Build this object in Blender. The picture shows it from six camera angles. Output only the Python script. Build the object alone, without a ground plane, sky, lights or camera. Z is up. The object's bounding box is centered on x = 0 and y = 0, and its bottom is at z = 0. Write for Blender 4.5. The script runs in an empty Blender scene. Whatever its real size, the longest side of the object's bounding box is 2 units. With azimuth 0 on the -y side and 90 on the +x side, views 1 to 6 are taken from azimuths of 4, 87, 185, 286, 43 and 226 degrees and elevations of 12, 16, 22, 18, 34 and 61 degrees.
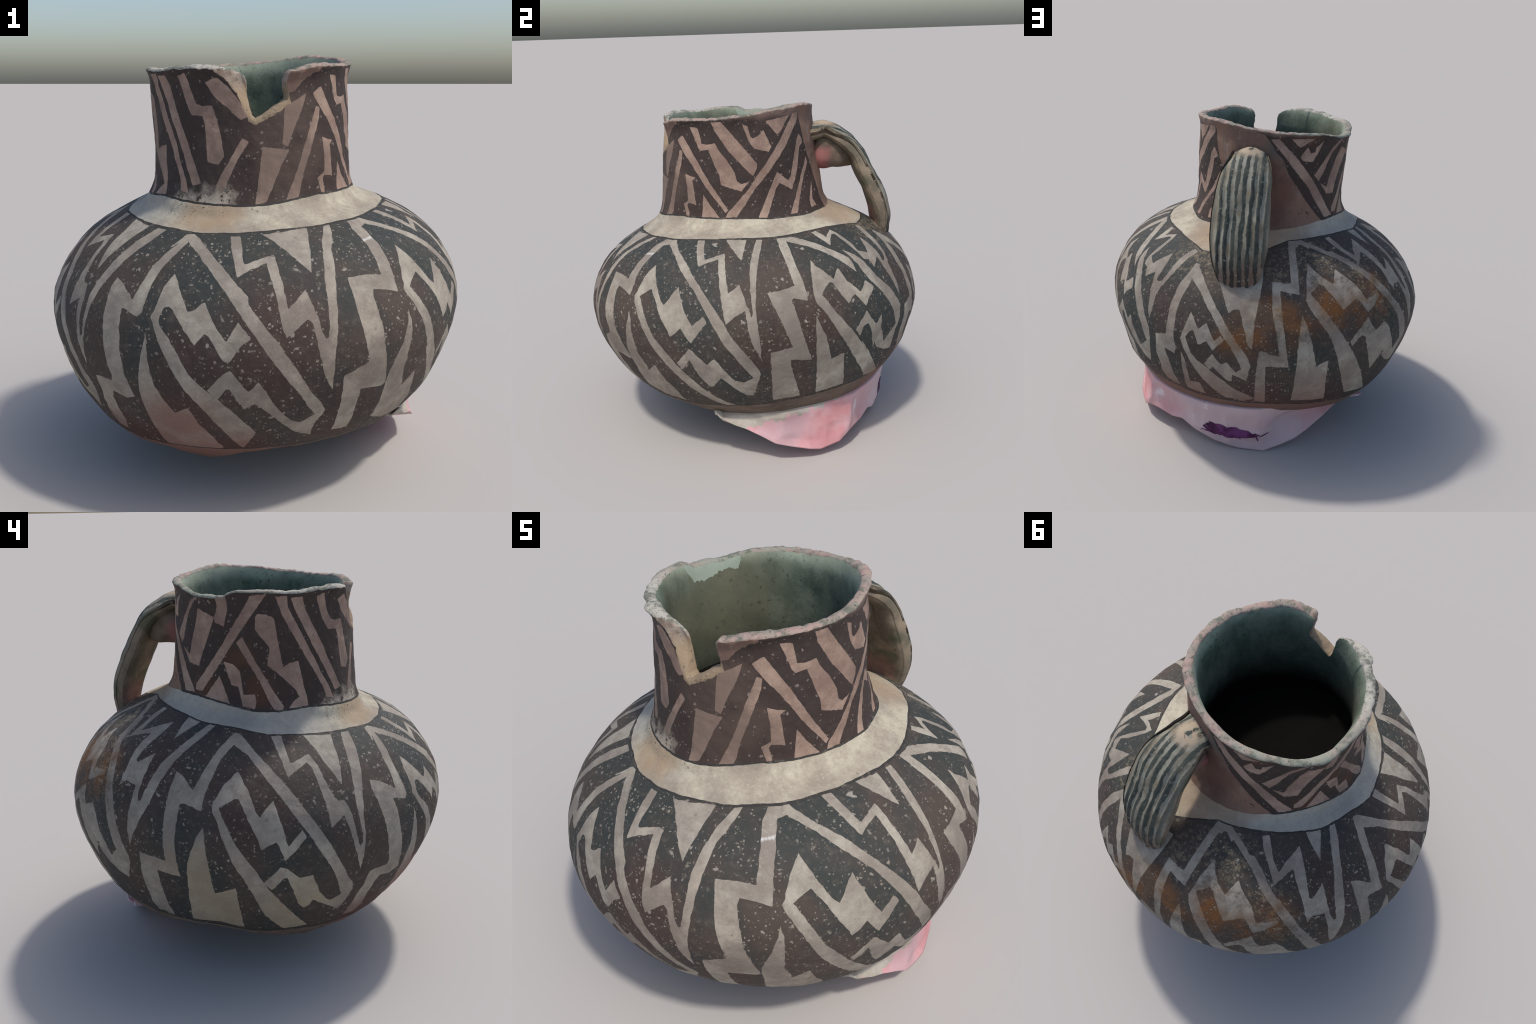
# Broken black-on-white pottery jug with a ribbed strap handle, propped on pink padding.
#
# The jug is a lathe form about a slightly leaning axis, squeezed a little out of round,
# with a gap broken out of the rim.  The painted design is laid out on the unrolled wall
# (angle round the axis, height along it): six panels of chevron, stepped comb, lightning
# and foot spike on the belly, and a ring of diagonals, steps and zigzags on the neck.
import math
import bpy
import numpy as np
from mathutils import Vector
from mathutils.geometry import delaunay_2d_cdt

RNG = np.random.default_rng(7)
TAU = math.tau


# ------------------------------------------------------------------ small tools
def lattice_hash(ix, iy, iz):
    n = (ix * 374761393 + iy * 668265263 + iz * 2147483647 + 1013904223) & 0xFFFFFFFF
    n = ((n ^ (n >> 13)) * 1274126177) & 0xFFFFFFFF
    return ((n ^ (n >> 16)) & 0xFFFF) / 32767.5 - 1.0


def noise3(p, scale):
    """Smooth value noise in -1..1 for an (n, 3) array of points."""
    q = np.asarray(p, float) * scale + 57.3
    i = np.floor(q).astype(np.int64)
    f = q - i
    f = f * f * f * (f * (f * 6 - 15) + 10)
    out = 0.0
    for dx in (0, 1):
        for dy in (0, 1):
            for dz in (0, 1):
                w = np.abs(1 - dx - f[:, 0]) * np.abs(1 - dy - f[:, 1]) * np.abs(1 - dz - f[:, 2])
                out = out + w * lattice_hash(i[:, 0] + dx, i[:, 1] + dy, i[:, 2] + dz)
    return out


def smooth(a, b, x):
    t = np.clip((x - a) / (b - a), 0, 1)
    return t * t * (3 - 2 * t)


class Curve1D:
    """Natural cubic through a few control points."""

    def __init__(self, knots, values):
        k = self.k = np.array(knots, float)
        self.y = np.array(values, float)
        n, h = len(k), np.diff(k)
        a, b = np.zeros((n, n)), np.zeros((n, n))
        a[0, 0] = a[-1, -1] = 1
        for i in range(1, n - 1):
            a[i, i - 1 : i + 2] = h[i - 1], 2 * (h[i - 1] + h[i]), h[i]
            b[i, i - 1 : i + 2] = 6 / h[i - 1], -6 / h[i - 1] - 6 / h[i], 6 / h[i]
        self.m = np.linalg.solve(a, b @ self.y)

    def __call__(self, x):
        k = self.k
        x = np.clip(x, k[0], k[-1])
        i = np.clip(np.searchsorted(k, x) - 1, 0, len(k) - 2)
        h = k[i + 1] - k[i]
        a, b = (k[i + 1] - x) / h, (x - k[i]) / h
        return a * self.y[i] + b * self.y[i + 1] + ((a**3 - a) * self.m[i] + (b**3 - b) * self.m[i + 1]) * h * h / 6


def ring_curve(points):
    """Closed curve over the angle in degrees, through (angle, value) points."""
    a = np.array([p[0] for p in points], float)
    v = np.array([p[1] for p in points], float)
    a, v = np.concatenate([a - 360, a, a + 360]), np.concatenate([v, v, v])
    return lambda deg: np.interp((np.asarray(deg) + 180) % 360 - 180, a, v)


# ------------------------------------------------------------------ the form of the jug
# axis: foot point on the ground and lean; heights h run along it
FOOT = np.array([0.0028, 0.0622, 0.0])
AXIS = np.array([-0.0081, -0.0711, 1.0])
AXIS /= np.linalg.norm(AXIS)
EX = np.array([1.0, 0, 0]) - AXIS[0] * AXIS
EX /= np.linalg.norm(EX)
EY = np.cross(AXIS, EX)

belly_profile = Curve1D((0.04, 0.1, 0.18, 0.28, 0.4, 0.55, 0.7, 0.85, 1.0, 1.1, 1.2, 1.27),
                        (0.423, 0.527, 0.629, 0.754, 0.858, 0.936, 0.982, 0.987, 0.931, 0.854, 0.725, 0.580))
neck_profile = Curve1D((1.22, 1.3, 1.4, 1.55, 1.7, 1.85), (0.503, 0.490, 0.476, 0.463, 0.460, 0.452))
# out-of-round: cos and sin of one, two and three times the angle, at a few heights
BELLY_WOBBLE = [Curve1D((0.08, 0.45, 0.8, 1.2), v) for v in (
    (-0.045, -0.009, 0.003, 0.047), (0.042, 0.009, -0.009, -0.042), (0.045, -0.005, -0.004, 0.0),
    (0.039, 0.001, -0.007, -0.011), (0.024, 0.003, -0.001, -0.009), (0.029, -0.004, 0.003, -0.003))]
NECK_WOBBLE = [Curve1D((1.25, 1.8), v) for v in (
    (0.005, -0.010), (-0.034, 0.009), (-0.018, 0.008), (-0.002, -0.008), (0.005, -0.005), (0.0, 0.005))]


def out_of_round(wobble, h, th):
    return sum(w(h) * (np.cos if i % 2 == 0 else np.sin)((i // 2 + 1) * th) for i, w in enumerate(wobble))


def belly_radius(h, th):
    hb = np.minimum(h, 1.27)
    r = belly_profile(hb) + out_of_round(BELLY_WOBBLE, hb, th)
    lower = belly_profile(hb - 0.04) + out_of_round(BELLY_WOBBLE, hb - 0.04, th)
    return r + np.maximum(h - 1.27, 0) * (r - lower) / 0.04


# hand-made unevenness: (angle, height, out or in, spread in degrees, spread in height)
LUMPS = [(140, 1.08, 0.017, 32, 0.12), (35, 1.12, 0.009, 24, 0.08),
         (-45, 0.66, -0.016, 28, 0.20), (148, 1.64, -0.013, 25, 0.14), (-50, 1.42, -0.010, 22, 0.10), (-50, 1.05, -0.010, 18, 0.08),
         (62, 1.40, 0.006, 20, 0.10), (98, 1.25, 0.005, 22, 0.05), (145, 1.14, 0.024, 20, 0.06), (148, 1.245, 0.016, 18, 0.045), (33, 1.1, 0.021, 20, 0.07), (-45, 1.34, -0.013, 25, 0.07), (-160, 1.31, 0.01, 22, 0.05), (50, 1.37, 0.023, 18, 0.08), (65, 0.72, 0.013, 14, 0.14), (42, 0.47, 0.022, 20, 0.08), (76, 1.47, 0.018, 14, 0.14)]


def hand_made(h, th):
    """Clay smoothed into the corner under the neck, and the lumps and hollows of a coiled pot."""
    r = 0.032 * np.exp(-(((h - 1.28) / np.where(h > 1.28, 0.06, 0.03)) ** 2))
    for a, at, out, spread, tall in LUMPS:
        d = (np.degrees(th) - a + 180) % 360 - 180
        r = r + out * np.exp(-((d / spread) ** 2) - ((h - at) / tall) ** 2)
    return r


def wall_radius(h, th):
    """Outer radius: belly below, neck above, with a tight hollow where they meet."""
    w = smooth(1.235, 1.335, h)
    hn = np.clip(h, 1.22, 1.95)
    neck = neck_profile(hn) + out_of_round(NECK_WOBBLE, hn, th)
    return belly_radius(h, th) * (1 - w) + neck * w + hand_made(h, th)


def place(th, h, r):
    th, h, r = np.broadcast_arrays(th, h, r)
    return FOOT + h[..., None] * AXIS + (r * np.cos(th))[..., None] * EX + (r * np.sin(th))[..., None] * EY


def spot(deg, h, out=0.0):
    t = math.radians(deg)
    return place(np.array(t), np.array(h), wall_radius(np.array(h), np.array(t)) + out)


# length along the wall from h = H_BASE upwards, so that the unrolled wall is not stretched
H_BASE = 0.10
_h = np.linspace(H_BASE, 2.0, 2000)
_r = np.mean([wall_radius(_h, np.full_like(_h, a)) for a in np.arange(0, TAU, 0.5)], axis=0)
_s = np.concatenate([[0], np.cumsum(np.hypot(np.diff(_h), np.diff(_r)))])
length_of = lambda h: np.interp(h, _h, _s)
height_of = lambda s: np.interp(s, _s, _h)
UNROLL = 0.8  # metres of unrolled width per radian

# ------------------------------------------------------------------ lines round the pot
rim_height = ring_curve([(-180, 1.895), (-165, 1.898), (-150, 1.896), (-135, 1.908), (-120, 1.916), (-109, 1.918), (-97, 1.911),
                         (-60, 1.904), (-50, 1.920), (-40, 1.915), (-25, 1.910), (-10, 1.910), (5, 1.913), (20, 1.920), (35, 1.923),
                         (50, 1.926), (65, 1.918), (80, 1.903), (95, 1.892), (110, 1.885), (125, 1.882), (137, 1.878), (145, 1.862),
                         (152, 1.854), (165, 1.855), (172, 1.864), (176, 1.884)])
collar_low = ring_curve([(-173, 1.263), (-160, 1.251), (-138, 1.252), (-120, 1.254), (-106, 1.252), (-90, 1.261), (-74, 1.271),
                         (-54, 1.274), (-30, 1.276), (-5, 1.270), (10, 1.257), (26, 1.253), (42, 1.247), (54, 1.228), (64, 1.205),
                         (86, 1.205), (100, 1.250), (109, 1.270), (124, 1.273), (140, 1.277), (152, 1.276), (166, 1.266)])
collar_top = ring_curve([(-176, 1.335), (-166, 1.327), (-154, 1.332), (-136, 1.352), (-120, 1.347), (-92, 1.343), (-78, 1.345),
                         (-64, 1.359), (-50, 1.363), (-32, 1.357), (-1, 1.342), (14, 1.323), (36, 1.309), (62, 1.306), (100, 1.315),
                         (137, 1.351), (154, 1.354), (168, 1.349)])
foot_line = ring_curve([(-173, 0.350), (-160, 0.318), (-143, 0.320), (-125, 0.33), (-110, 0.35), (-80, 0.365), (-50, 0.376), (-27, 0.372),
                        (-9, 0.382), (12, 0.397), (29, 0.400), (56, 0.388), (76, 0.365), (93, 0.375), (108, 0.366), (122, 0.348), (134, 0.325),
                        (160, 0.335)])
# ragged lower edge where the wall turns under
turn_under = ring_curve([(-180, 0.325), (-173, 0.330), (-167, 0.320), (-160, 0.275), (-155, 0.255), (-150, 0.240), (-145, 0.222), (-138, 0.205),
                         (-130, 0.265), (-124, 0.295), (-115, 0.310), (-110, 0.275), (-105, 0.230), (-102, 0.217), (-97, 0.258), (-90, 0.312),
                         (-83, 0.336), (-76, 0.346), (-70, 0.350), (-60, 0.354), (-50, 0.358), (-45, 0.357), (-42, 0.350), (-37, 0.33),
                         (-30, 0.275), (0, 0.25), (90, 0.25), (140, 0.26), (152, 0.265), (163, 0.278), (172, 0.315)])
# the gap broken out of the rim, from its left lip down to the bottom and up the right side
NOTCH = [(-97, 1.911), (-93.1, 1.895), (-89.7, 1.873), (-88.0, 1.847), (-88.3, 1.815), (-87.9, 1.79), (-86.9, 1.75), (-85.6, 1.712),
         (-83.3, 1.697), (-80.5, 1.705), (-77.4, 1.719), (-73, 1.742), (-69.7, 1.758), (-65.4, 1.778), (-64.9, 1.80), (-65.7, 1.83),
         (-66.1, 1.86), (-65.6, 1.884), (-64, 1.897), (-60, 1.904)]

# chipped facet that runs along the left and bottom of the gap
FACET = [(-111, 1.96), (-109, 1.912), (-103, 1.886), (-97, 1.848), (-93.5, 1.81), (-90.5, 1.768), (-88.3, 1.72), (-86.5, 1.69), (-83, 1.680),
         (-78, 1.698), (-72, 1.725), (-66, 1.752), (-63.5, 1.765), (-64.5, 1.80), (-75, 1.96)]
# bare patch under the rim to the right of the gap
RUBBED_RIM = [(-66.5, 1.89), (-64, 1.96), (-46, 1.96), (-46, 1.893), (-53, 1.872), (-58, 1.845), (-61, 1.815), (-67, 1.80)]

# ------------------------------------------------------------------ the painted design
# shapes left in pale slip on the dark paint; corner points are (degrees from the panel's start, height)
BELLY_PANELS = [
    (253, {
        'left_leg': [(-3.4, 1.244), (-6.5, 1.2), (-3.8, 1.222), (-6.8, 1.185), (-8.7, 1.143), (-10.8, 1.019), (-12.1, 1.036), (-15.5, 1.062), (-19.5, 1.079), (-20.1, 1.044), (-16.5, 0.746), (-15.5, 0.694), (-16.1, 0.667), (-19.6, 0.667), (-22.6, 0.66), (-22.5, 0.578), (-23.8, 0.52), (-24.4, 0.368), (-20.1, 0.37), (-18.3, 0.427), (-18.6, 0.499), (-18.2, 0.57), (-17.1, 0.61), (-12.2, 0.596), (-9.2, 0.622), (-10.1, 0.668), (-11.7, 0.811), (-13.2, 0.985), (-12.5, 0.987), (-7.9, 0.969), (-6.7, 0.985), (-6.4, 1.087), (-5.9, 1.12), (-4.2, 1.163), (-1, 1.223), (-0.6, 1.246)],
        'right_leg': [(-3.4, 1.244), (-0.6, 1.246), (3, 1.234), (7.3, 1.206), (3.4, 1.233), (8.5, 1.201), (12.9, 1.164), (20.1, 1.077), (20.3, 1.05), (26.4, 0.923), (30.7, 0.813), (35, 0.68), (37.5, 0.628), (38.9, 0.585), (38.5, 0.562), (37.1, 0.525), (36.7, 0.471), (36.9, 0.434), (31.9, 0.473), (28.2, 0.533), (24.6, 0.604), (21.3, 0.652), (19.5, 0.629), (17.3, 0.666), (15.8, 0.723), (14.9, 0.719), (12.9, 0.669), (10.5, 0.71), (14.4, 0.789), (16, 0.805), (20.1, 0.711), (22.3, 0.757), (23.9, 0.717), (25.5, 0.656), (29.9, 0.555), (32.9, 0.53), (36.6, 0.569), (35, 0.598), (32, 0.681), (18.7, 1.008), (15.3, 1.075), (12.8, 1.113), (8.9, 1.157), (3.9, 1.198), (-1, 1.223)],
        'stepped_comb': [(-0.5, 1.131), (1, 1.109), (5.6, 1.014), (7.6, 1.022), (8.8, 1.047), (9.8, 1.052), (12.4, 0.98), (15.3, 0.917), (17.9, 0.991), (20.9, 0.93), (18.6, 0.903), (15.8, 0.837), (14.8, 0.842), (11.3, 0.934), (10.2, 0.943), (8.1, 0.895), (1.9, 1.013), (0.6, 1.023), (-0.6, 1.019), (-1.6, 0.975), (-0.7, 0.949), (1.9, 0.908), (3.8, 0.864), (6.7, 0.777), (10.6, 0.704), (13.1, 0.669), (21.7, 0.487), (17.8, 0.367), (8.7, 0.618), (4.4, 0.721), (1, 0.841), (-3.9, 0.979), (-3.2, 1.008), (-2.5, 1.08)],
        'lightning': [(13.5, 1.249), (16.2, 1.178), (17.3, 1.134), (21, 1.16), (25.3, 1.178), (26.9, 1.077), (27.8, 0.973), (28.8, 0.929), (32.7, 0.983), (34, 0.993), (34.8, 0.98), (37.2, 0.768), (39.6, 0.69), (39.6, 0.817), (40.1, 0.891), (41.5, 1.037), (43.1, 1.134), (44.9, 1.202), (51.2, 1.27), (48.5, 1.27), (44, 1.234), (41.5, 1.189), (39.9, 1.125), (38.5, 0.922), (37.6, 0.916), (36.7, 0.957), (36.3, 1), (34.3, 1.092), (29.6, 1.031), (27.9, 1.197), (25.9, 1.198), (19.2, 1.173), (18.8, 1.175), (18.1, 1.222), (17.2, 1.25)],
        'collar_triangle': [(24.9, 1.257), (41.8, 1.27), (39.8, 1.238), (37.9, 1.188), (36.8, 1.144), (31.5, 1.211), (28.3, 1.238)],
        'foot_spike': [(-4.7, 0.921), (-2.5, 0.705), (-0.9, 0.638), (1.4, 0.572), (5.1, 0.61), (6.2, 0.577), (7.2, 0.523), (9.7, 0.455), (12, 0.371), (6.3, 0.28), (0.1, 0.267), (-5.3, 0.342), (-6.4, 0.386), (-7.2, 0.617), (-7, 0.692)],
    }),
    (314, {
        'left_leg': [(-1, 1.27), (-2.9, 1.25), (-4.7, 1.104), (-9.6, 1.116), (-14.9, 1.116), (-14.5, 0.981), (-13.8, 0.893), (-12.5, 0.805), (-12.9, 0.784), (-18.8, 0.745), (-17.9, 0.441), (-12.5, 0.431), (-13.5, 0.661), (-6.3, 0.639), (-5.3, 0.648), (-8.3, 0.873), (-9.3, 1.038), (-8.9, 1.062), (-6.9, 1.058), (-1.2, 1.03), (-0.6, 1.124), (0.4, 1.194), (1.4, 1.246), (3, 1.269)],
        'right_leg': [(-1.4, 1.271), (6, 1.272), (14.9, 1.223), (19, 1.194), (22.9, 1.149), (28, 1.063), (31.4, 0.995), (34.3, 0.916), (36.5, 0.837), (41.6, 0.691), (43.2, 0.629), (43.5, 0.598), (40.1, 0.457), (37.5, 0.466), (33.9, 0.525), (30.5, 0.595), (27.3, 0.535), (25.8, 0.53), (23.1, 0.604), (21.4, 0.71), (18, 0.643), (16.5, 0.685), (22.3, 0.777), (23.1, 0.767), (27, 0.681), (29.9, 0.721), (32.9, 0.621), (34.9, 0.573), (37.7, 0.558), (41.2, 0.583), (33.9, 0.796), (29.6, 0.947), (27.1, 1.018), (24.5, 1.074), (20.9, 1.129), (15.1, 1.194), (12.4, 1.217), (8.3, 1.241), (4.8, 1.255), (1.8, 1.252)],
        'stepped_comb': [(1.5, 1.044), (3.8, 1.135), (6.3, 1.184), (12, 1.044), (14.2, 1.003), (18.7, 1.096), (22, 0.97), (24.1, 0.906), (27.8, 0.955), (29.1, 0.921), (27.1, 0.891), (23.3, 0.811), (20.2, 0.895), (18.6, 0.867), (16.5, 0.845), (11.3, 1.007), (8, 1.079), (3.5, 1.034), (6, 0.975), (10.4, 0.826), (18.7, 0.606), (22.1, 0.53), (25.7, 0.464), (29.6, 0.408), (32.5, 0.382), (28.9, 0.377), (26.3, 0.399), (22, 0.454), (18.3, 0.515), (15.1, 0.583), (9.8, 0.721), (5.6, 0.886), (0.9, 1.031)],
        'lightning': [(18.4, 1.271), (20.4, 1.248), (24.6, 1.177), (26.8, 1.189), (31.7, 1.202), (34.8, 0.91), (37.4, 0.942), (41, 0.973), (41.9, 0.809), (44.3, 0.699), (44.6, 0.76), (44.3, 0.931), (44.5, 1.002), (45.3, 1.084), (46.6, 1.16), (48.3, 1.208), (50.7, 1.254), (47.9, 1.257), (46.2, 1.231), (44.5, 1.192), (43.6, 1.142), (43.1, 1.055), (43.5, 0.955), (42.8, 0.934), (39.8, 1.092), (36, 1.058), (33.8, 1.223), (26.3, 1.203), (22.3, 1.27)],
        'collar_triangle': [(33, 1.269), (43.2, 1.261), (40.7, 1.188), (38.3, 1.219)],
        'foot_spike': [(0.4, 0.961), (0.9, 0.911), (0.5, 0.691), (1.6, 0.642), (2, 0.593), (6.5, 0.648), (8.6, 0.54), (10.7, 0.486), (10.8, 0.417), (11.5, 0.381), (6.9, 0.4), (1.7, 0.407), (-5.2, 0.46), (-4.8, 0.592), (-5.2, 0.652), (-5, 0.707), (-1.4, 0.86)],
    }),
    (372, {
        'left_leg': [(-0.3, 1.249), (-1, 1.205), (-0.3, 1.052), (-5.1, 1.041), (-9.5, 1.04), (-3.6, 0.745), (-10.7, 0.73), (-11.3, 0.406), (-1.2, 0.407), (-4, 0.588), (-4.7, 0.669), (2.4, 0.642), (-0.3, 0.817), (-2, 0.988), (-1.3, 0.997), (2.9, 0.971), (3.4, 0.999), (2.4, 1.135), (3.3, 1.233), (4.1, 1.246)],
        'right_leg': [(-0.3, 1.249), (7.2, 1.245), (11.6, 1.226), (15.6, 1.202), (18.8, 1.172), (21.2, 1.147), (25.2, 1.092), (23.9, 1.151), (26.8, 1.12), (28.9, 1.085), (32.3, 0.99), (36.8, 0.897), (41.8, 0.77), (41.7, 0.69), (39.9, 0.606), (38.6, 0.517), (33.9, 0.536), (29.2, 0.582), (27.9, 0.623), (27.6, 0.586), (25, 0.715), (23.6, 0.763), (21.6, 0.754), (20.3, 0.704), (18.3, 0.752), (23.1, 0.837), (25, 0.784), (27.5, 0.738), (30.2, 0.78), (30.3, 0.71), (33.1, 0.593), (39.2, 0.662), (37.1, 0.767), (33, 0.877), (28.8, 0.973), (26.9, 1.027), (25.8, 1.076), (23.7, 1.115), (24.2, 1.037), (19.2, 1.119), (16.8, 1.152), (14.3, 1.177), (11.1, 1.199)],
        'stepped_comb': [(8.5, 1.148), (9.5, 1.117), (13.9, 1.041), (16.8, 1.087), (19.1, 1.011), (22.6, 0.943), (26.3, 0.986), (27.6, 0.969), (28.9, 0.941), (24.7, 0.889), (23.4, 0.861), (20.3, 0.941), (19, 0.933), (16.7, 0.904), (13, 1.03), (12.1, 1.031), (10.1, 1.015), (8.2, 0.985), (11.6, 0.882), (22.1, 0.638), (21.3, 0.667), (25.5, 0.578), (29.5, 0.475), (36, 0.37), (26.2, 0.407), (21.9, 0.499), (12, 0.764), (7.8, 0.9), (5.6, 0.953), (5.5, 1.002), (6.1, 1.057), (7, 1.109)],
        'lightning': [(18.2, 1.243), (21, 1.179), (27, 1.216), (28.7, 1.213), (29.3, 1.116), (30.1, 1.083), (32.7, 1.072), (33.3, 1.023), (37.8, 1.067), (40.8, 0.863), (42, 0.824), (42.5, 0.872), (42.5, 0.969), (43.1, 1.01), (43.7, 1.014), (45, 1.052), (48.3, 1.167), (50.1, 1.195), (47.6, 1.204), (45.4, 1.176), (44.2, 1.141), (43.4, 1.065), (42.4, 1.034), (41, 1.027), (40.1, 1.035), (40.4, 1.066), (40.2, 1.13), (39.2, 1.165), (36.9, 1.142), (34.2, 1.101), (30.4, 1.125), (31.1, 1.159), (30.4, 1.212), (29, 1.232), (23, 1.211), (22.5, 1.226), (21.1, 1.244)],
        'foot_spike': [(4.9, 0.897), (4.2, 0.831), (4, 0.735), (4.8, 0.406), (16.1, 0.413), (15.1, 0.485), (14.5, 0.627), (13, 0.628), (9.6, 0.613), (7.3, 0.774), (5.7, 0.837)],
    }),
    (426, {
        'left_leg': [(-0.9, 1.152), (-1.4, 1.115), (-3.2, 1.051), (-3.7, 1.013), (-4, 0.948), (-3.8, 0.773), (-8.9, 0.75), (-8.8, 0.713), (-9.9, 0.606), (-9.2, 0.418), (-3.4, 0.404), (-3, 0.473), (-4, 0.538), (-4.7, 0.677), (-0.5, 0.66), (0.2, 0.71), (-0.6, 0.767), (-0.9, 0.927), (-0.5, 0.982), (0.6, 1.046), (0.6, 1.081), (0.5, 1.115)],
        'right_leg': [(-0.9, 1.152), (0.7, 1.15), (9.1, 1.042), (16, 0.921), (25, 0.727), (26.3, 0.671), (25, 0.558), (20, 0.595), (20, 0.546), (18.7, 0.542), (17, 0.564), (13.6, 0.634), (12.2, 0.607), (10.5, 0.641), (13.6, 0.715), (14.9, 0.679), (16.6, 0.654), (18.4, 0.675), (21.4, 0.613), (23.3, 0.642), (22.1, 0.697), (19.6, 0.767), (11.9, 0.933), (8.1, 1), (5, 1.042), (0.6, 1.081)],
        'stepped_comb': [(4.6, 0.929), (8.2, 0.845), (10.8, 0.885), (14, 0.792), (16, 0.828), (17.3, 0.806), (13.6, 0.734), (11.4, 0.785), (8.7, 0.757), (6.4, 0.837), (5.1, 0.821), (3.9, 0.788), (6.2, 0.697), (8.1, 0.656), (10.5, 0.63), (20, 0.493), (28, 0.421), (23.2, 0.382), (19.3, 0.396), (16.4, 0.394), (12, 0.462), (8.8, 0.522), (6.7, 0.583), (2, 0.775)],
        'lightning': [(10.4, 1.119), (13.3, 1.068), (18, 0.95), (19.4, 0.972), (21.5, 0.975), (25.2, 0.794), (26.5, 0.766), (27, 0.921), (28.9, 1.115), (28.5, 1.174), (15.2, 1.165), (9.6, 1.145)],
        'foot_spike': [(2.2, 0.69), (1.2, 0.569), (1.1, 0.49), (0.2, 0.404), (8.1, 0.388), (7.4, 0.483), (3.3, 0.477), (3.1, 0.641)],
    }),
    (472, {
        'left_leg': [(-3.2, 1.267), (-4.3, 1.24), (-4.8, 1.213), (-6.2, 1.098), (-13.5, 1.108), (-13.3, 0.98), (-10.3, 0.735), (-13.5, 0.744), (-16.2, 0.764), (-17.1, 0.76), (-17.9, 0.625), (-18.4, 0.388), (-14.3, 0.388), (-14.9, 0.67), (-7.2, 0.665), (-8.8, 0.808), (-10.2, 0.99), (-10.4, 1.069), (-3.3, 1.05), (-2, 1.174), (-0.7, 1.22), (-1.2, 1.216), (0.4, 1.248)],
        'right_leg': [(-3.2, 1.267), (4.9, 1.268), (13.1, 1.238), (17, 1.215), (19.5, 1.215), (23.4, 1.187), (32.8, 1.066), (35.3, 1.015), (37.5, 0.956), (39.2, 0.927), (43.6, 0.792), (46.7, 0.672), (46.7, 0.637), (43.3, 0.515), (39.7, 0.529), (35.4, 0.566), (32.2, 0.608), (30.6, 0.647), (32.3, 0.654), (29.3, 0.597), (27.6, 0.537), (23.9, 0.628), (21.6, 0.717), (20.1, 0.795), (18.7, 0.812), (14.4, 0.758), (13.7, 0.791), (22.1, 0.905), (23.3, 0.855), (25.3, 0.818), (29.8, 0.851), (32.3, 0.812), (34.3, 0.741), (38.5, 0.621), (41.8, 0.679), (37, 0.875), (33.6, 0.965), (28.5, 1.07), (21.9, 1.16), (18.7, 1.188), (8, 1.239), (7.4, 1.231), (3.8, 1.251), (0.4, 1.248)],
        'stepped_comb': [(3, 1.176), (7.1, 1.124), (11.1, 1.085), (12.5, 1.115), (14.9, 1.149), (21.4, 1.059), (23, 0.989), (29.8, 1.011), (30.3, 0.994), (26.1, 0.953), (22.5, 0.926), (20.1, 0.991), (18.7, 1.009), (12.4, 0.961), (9.6, 1.03), (6.5, 1.089), (5.3, 1.093), (1.1, 1.053), (5.4, 0.967), (21.2, 0.573), (27.1, 0.441), (32, 0.355), (18.6, 0.394), (14.2, 0.513), (11.4, 0.61), (6.4, 0.833), (0.2, 0.977), (-1, 1.021), (0.4, 1.111)],
        'lightning': [(22, 1.264), (22.9, 1.24), (28.6, 1.155), (33.7, 1.183), (36.2, 1.189), (38.8, 1.079), (39.6, 0.982), (41.6, 1.014), (45.9, 1.009), (47.1, 0.817), (48, 0.74), (52.7, 0.951), (53.8, 1.058), (55, 1.126), (57.6, 1.188), (62.4, 1.257), (59.1, 1.26), (55.9, 1.223), (53.5, 1.178), (51.3, 1.121), (50.1, 1.051), (49.6, 0.955), (48.5, 0.955), (47.6, 1.005), (46.7, 1.143), (42.2, 1.09), (41, 1.099), (41.2, 1.22), (40.7, 1.243), (37, 1.227), (30.2, 1.184), (28, 1.211), (25.8, 1.268)],
        'collar_triangle': [(45.6, 1.271), (53.8, 1.262), (51, 1.231), (48.6, 1.195), (46.1, 1.25)],
        'foot_spike': [(-3, 0.955), (-4.3, 0.846), (-4.8, 0.759), (-4.7, 0.402), (9.5, 0.381), (7.1, 0.525), (6.3, 0.62), (6.2, 0.691), (3.7, 0.676), (2.1, 0.655), (-0.7, 0.854), (-1.9, 0.919)],
    }),
    (553, {
        'left_leg': [(-7.9, 1.247), (-9.3, 1.237), (-12, 1.197), (-13.5, 1.16), (-16.1, 1.043), (-20.9, 1.088), (-23.5, 1.098), (-23, 0.964), (-21.3, 0.709), (-24.6, 0.719), (-28.6, 0.719), (-29.4, 0.728), (-30.5, 0.587), (-30.6, 0.4), (-29.3, 0.358), (-23.2, 0.345), (-23.9, 0.416), (-24.5, 0.644), (-17.3, 0.635), (-18.5, 0.819), (-18.9, 0.981), (-17.3, 0.987), (-12.4, 0.969), (-12.3, 1.033), (-10.3, 1.156), (-8.4, 1.193), (-6.9, 1.209)],
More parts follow.
